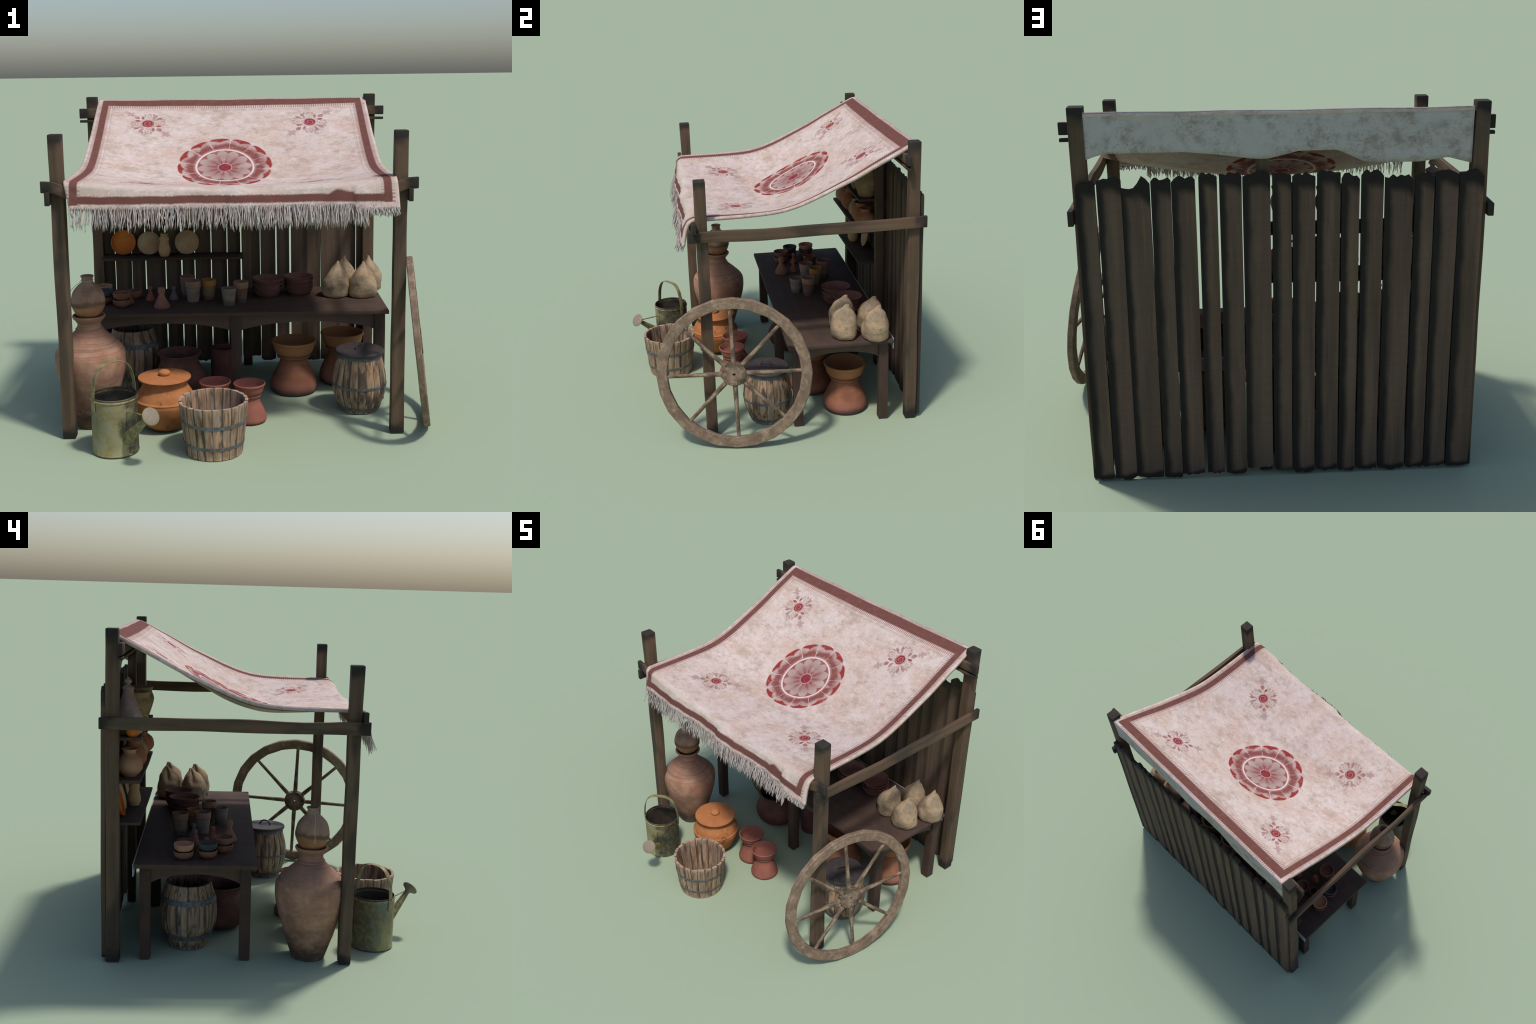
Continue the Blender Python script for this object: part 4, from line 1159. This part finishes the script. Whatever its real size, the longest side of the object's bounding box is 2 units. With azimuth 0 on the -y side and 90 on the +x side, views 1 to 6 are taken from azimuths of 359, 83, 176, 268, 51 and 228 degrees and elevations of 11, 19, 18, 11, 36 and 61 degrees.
def hourglass(name, x, y, s, m, label, seed):
    """Waisted pot: bell foot, narrow neck with a raised ring, flared bowl."""
    t = 0.007 * s
    o = lathe(name, [[(0, 0), (0.084 * s, 0)], [(0.084 * s, 0), (0.0905 * s, 0.012 * s), (0.089 * s, 0.032 * s), (0.074 * s, 0.072 * s), (0.057 * s, 0.105 * s), (0.052 * s, 0.132 * s)],
                     [(0.052 * s, 0.132 * s), (0.060 * s, 0.136 * s), (0.063 * s, 0.142 * s), (0.060 * s, 0.147 * s)], [(0.060 * s, 0.147 * s), (0.058 * s, 0.151 * s)],
                     [(0.058 * s, 0.151 * s), (0.071 * s, 0.162 * s), (0.078 * s, 0.186 * s), (0.080 * s, 0.194 * s)], [(0.080 * s, 0.194 * s), (0.0855 * s, 0.200 * s), (0.085 * s, 0.207 * s), (0.080 * s, 0.208 * s)],
                     [(0.080 * s, 0.208 * s), (0.073 * s, 0.190 * s), (0.064 * s, 0.168 * s), (0.040 * s, 0.158 * s), (0, 0.156 * s)]], m, None, (x, y, 0), 56, 0.010, 4, 40, seed)
    tag(o, label, "clay pot")
hourglass("waisted_pot", 0.020, -0.205, 1.0, M["red_clay"], "small red clay hourglass shaped pot", 1)
hourglass("waisted_pot", -0.163, -0.168, 1.0, M["red_clay"], "small red clay hourglass shaped pot", 2)
def brazier(x, y, seed):
    o = lathe("waisted_brazier", [[(0, 0), (0.122, 0)], [(0.122, 0), (0.132, 0.014), (0.134, 0.045), (0.124, 0.085), (0.098, 0.140), (0.081, 0.175), (0.078, 0.196)],
                        [(0.078, 0.196), (0.088, 0.201), (0.096, 0.207), (0.096, 0.212), (0.088, 0.215)], [(0.088, 0.215), (0.086, 0.219)],
                        [(0.086, 0.219), (0.106, 0.232), (0.116, 0.256), (0.122, 0.283)], [(0.122, 0.283), (0.1285, 0.290), (0.128, 0.299), (0.122, 0.302)],
                        [(0.122, 0.302), (0.113, 0.285), (0.104, 0.255), (0.075, 0.232), (0, 0.228)]], M["brazier_clay"], None, (x, y, 0), 60, 0.010, 4, 40, seed)
    tag(o, "large orange brown hourglass shaped clay brazier", "clay pot")
brazier(0.281, 0.275, 1)
brazier(0.578, 0.437, 2)

tag(lathe("wide_mouth_pot", [[(0, 0), (0.085, 0)], [(0.085, 0), (0.128, 0.035), (0.150, 0.085), (0.147, 0.125), (0.122, 0.170), (0.110, 0.198), (0.114, 0.225), (0.127, 0.248)],
                             [(0.127, 0.248), (0.119, 0.249)], [(0.119, 0.249), (0.104, 0.215), (0.106, 0.185), (0.138, 0.11), (0.09, 0.02), (0, 0.015)]], M["dark_clay"], None, (-0.378, 0.240, 0), 56, 0.012, 5, 45, 6), "dark brown wide mouthed clay pot", "pot")
tag(lathe("cylinder_pot", [[(0, 0), (0.070, 0)], [(0.070, 0), (0.076, 0.01), (0.075, 0.12), (0.076, 0.236)], [(0.076, 0.236), (0.074, 0.241), (0.068, 0.240)], [(0.068, 0.240), (0.066, 0.02), (0, 0.016)]], M["maroon_clay"], None, (-0.128, 0.360, 0), 48, 0.010, 4, 40, 8), "straight dark maroon clay cylinder pot", "pot")

# ------------------------------------------------------------------ cart wheel leaning on the right front post
wheel = empty("cart_wheel", (0.9005, -0.265, 0.441), "old eight spoke wooden cart wheel leaning", "wheel")
tilt = math.radians(-7.1); yaw = math.radians(-9.3)
wheel.rotation_euler = (Matrix.Rotation(yaw, 3, "Z") @ Matrix.Rotation(tilt, 3, "Y")).to_euler()
RO, RI, HT = 0.442, 0.380, 0.0165
SEG, SUB = 24, 4
vs, fs = [], []
NS = SEG * SUB
for k in range(NS):
    a = TAU * k / NS
    # felloe rim stays slightly faceted
    fa = TAU / SEG
    flat = math.cos(fa / 2) / math.cos((a % fa) - fa / 2)
    f = 0.85 * flat + 0.15
    ro = RO * f * (1 + 0.003 * noise.noise(Vector((math.cos(a) * 3, math.sin(a) * 3, 1))))
    ri = RI * f * (1 + 0.006 * noise.noise(Vector((math.cos(a) * 4, math.sin(a) * 4, 5))))
    b = 0.004
    for (r, x) in ((ri, -HT + b), (ri + b, -HT), (ro - b, -HT), (ro, -HT + b), (ro, HT - b), (ro - b, HT), (ri + b, HT), (ri, HT - b)):
        x2 = x + 0.0015 * noise.noise(Vector((math.cos(a) * 5, math.sin(a) * 5, x * 50)))
        vs.append((x2, r * math.cos(a), r * math.sin(a)))
for k in range(NS):
    k2 = (k + 1) % NS
    for j in range(8):
        j2 = (j + 1) % 8
        fs.append((k * 8 + j, k * 8 + j2, k2 * 8 + j2, k2 * 8 + j))
mesh_obj("rim", vs, fs, M["wheel_rim_wood"], wheel, (0, 0, 0), True, 30)
hub = lathe("hub", [[(0.009, -0.0185), (0.064, -0.0185)], [(0.064, -0.0185), (0.068, -0.018), (0.069, -0.006)], [(0.069, -0.006), (0.071, 0.004), (0.071, 0.015)], [(0.071, 0.015), (0.069, 0.019), (0.065, 0.020)],
                    [(0.065, 0.020), (0.009, 0.020)], [(0.009, 0.020), (0.009, -0.0185)]], M["wheel_spoke_wood"], wheel, (0, 0, 0), 32, 0.003, 3, 35)
hub.rotation_euler = (0, math.pi / 2, 0)
N, S = 10, 12
vs, fs = [], []
for k in range(N + 1):
    t = k / N; z = 0.052 + (0.392 - 0.052) * t
    r = 0.0145 - 0.0050 * t + 0.0006 * math.sin(t * 9)
    for s in range(S):
        a = TAU * s / S; vs.append((r * 0.9 * math.cos(a), r * math.sin(a), z))
for k in range(N):
    for s in range(S):
        s2 = (s + 1) % S; fs.append((k * S + s, k * S + s2, (k + 1) * S + s2, (k + 1) * S + s))
fs.append(tuple(range(S))); fs.append(tuple(N * S + s for s in range(S)))
spoke = mesh_obj("spoke", vs, fs, M["wheel_spoke_wood"], wheel, (0, 0, 0), True, 40)
for k in range(8):
    o = spoke if k == 0 else link(spoke.copy(), wheel)
    o.rotation_euler = (TAU * k / 8 + math.radians(2.2), 0, 0)
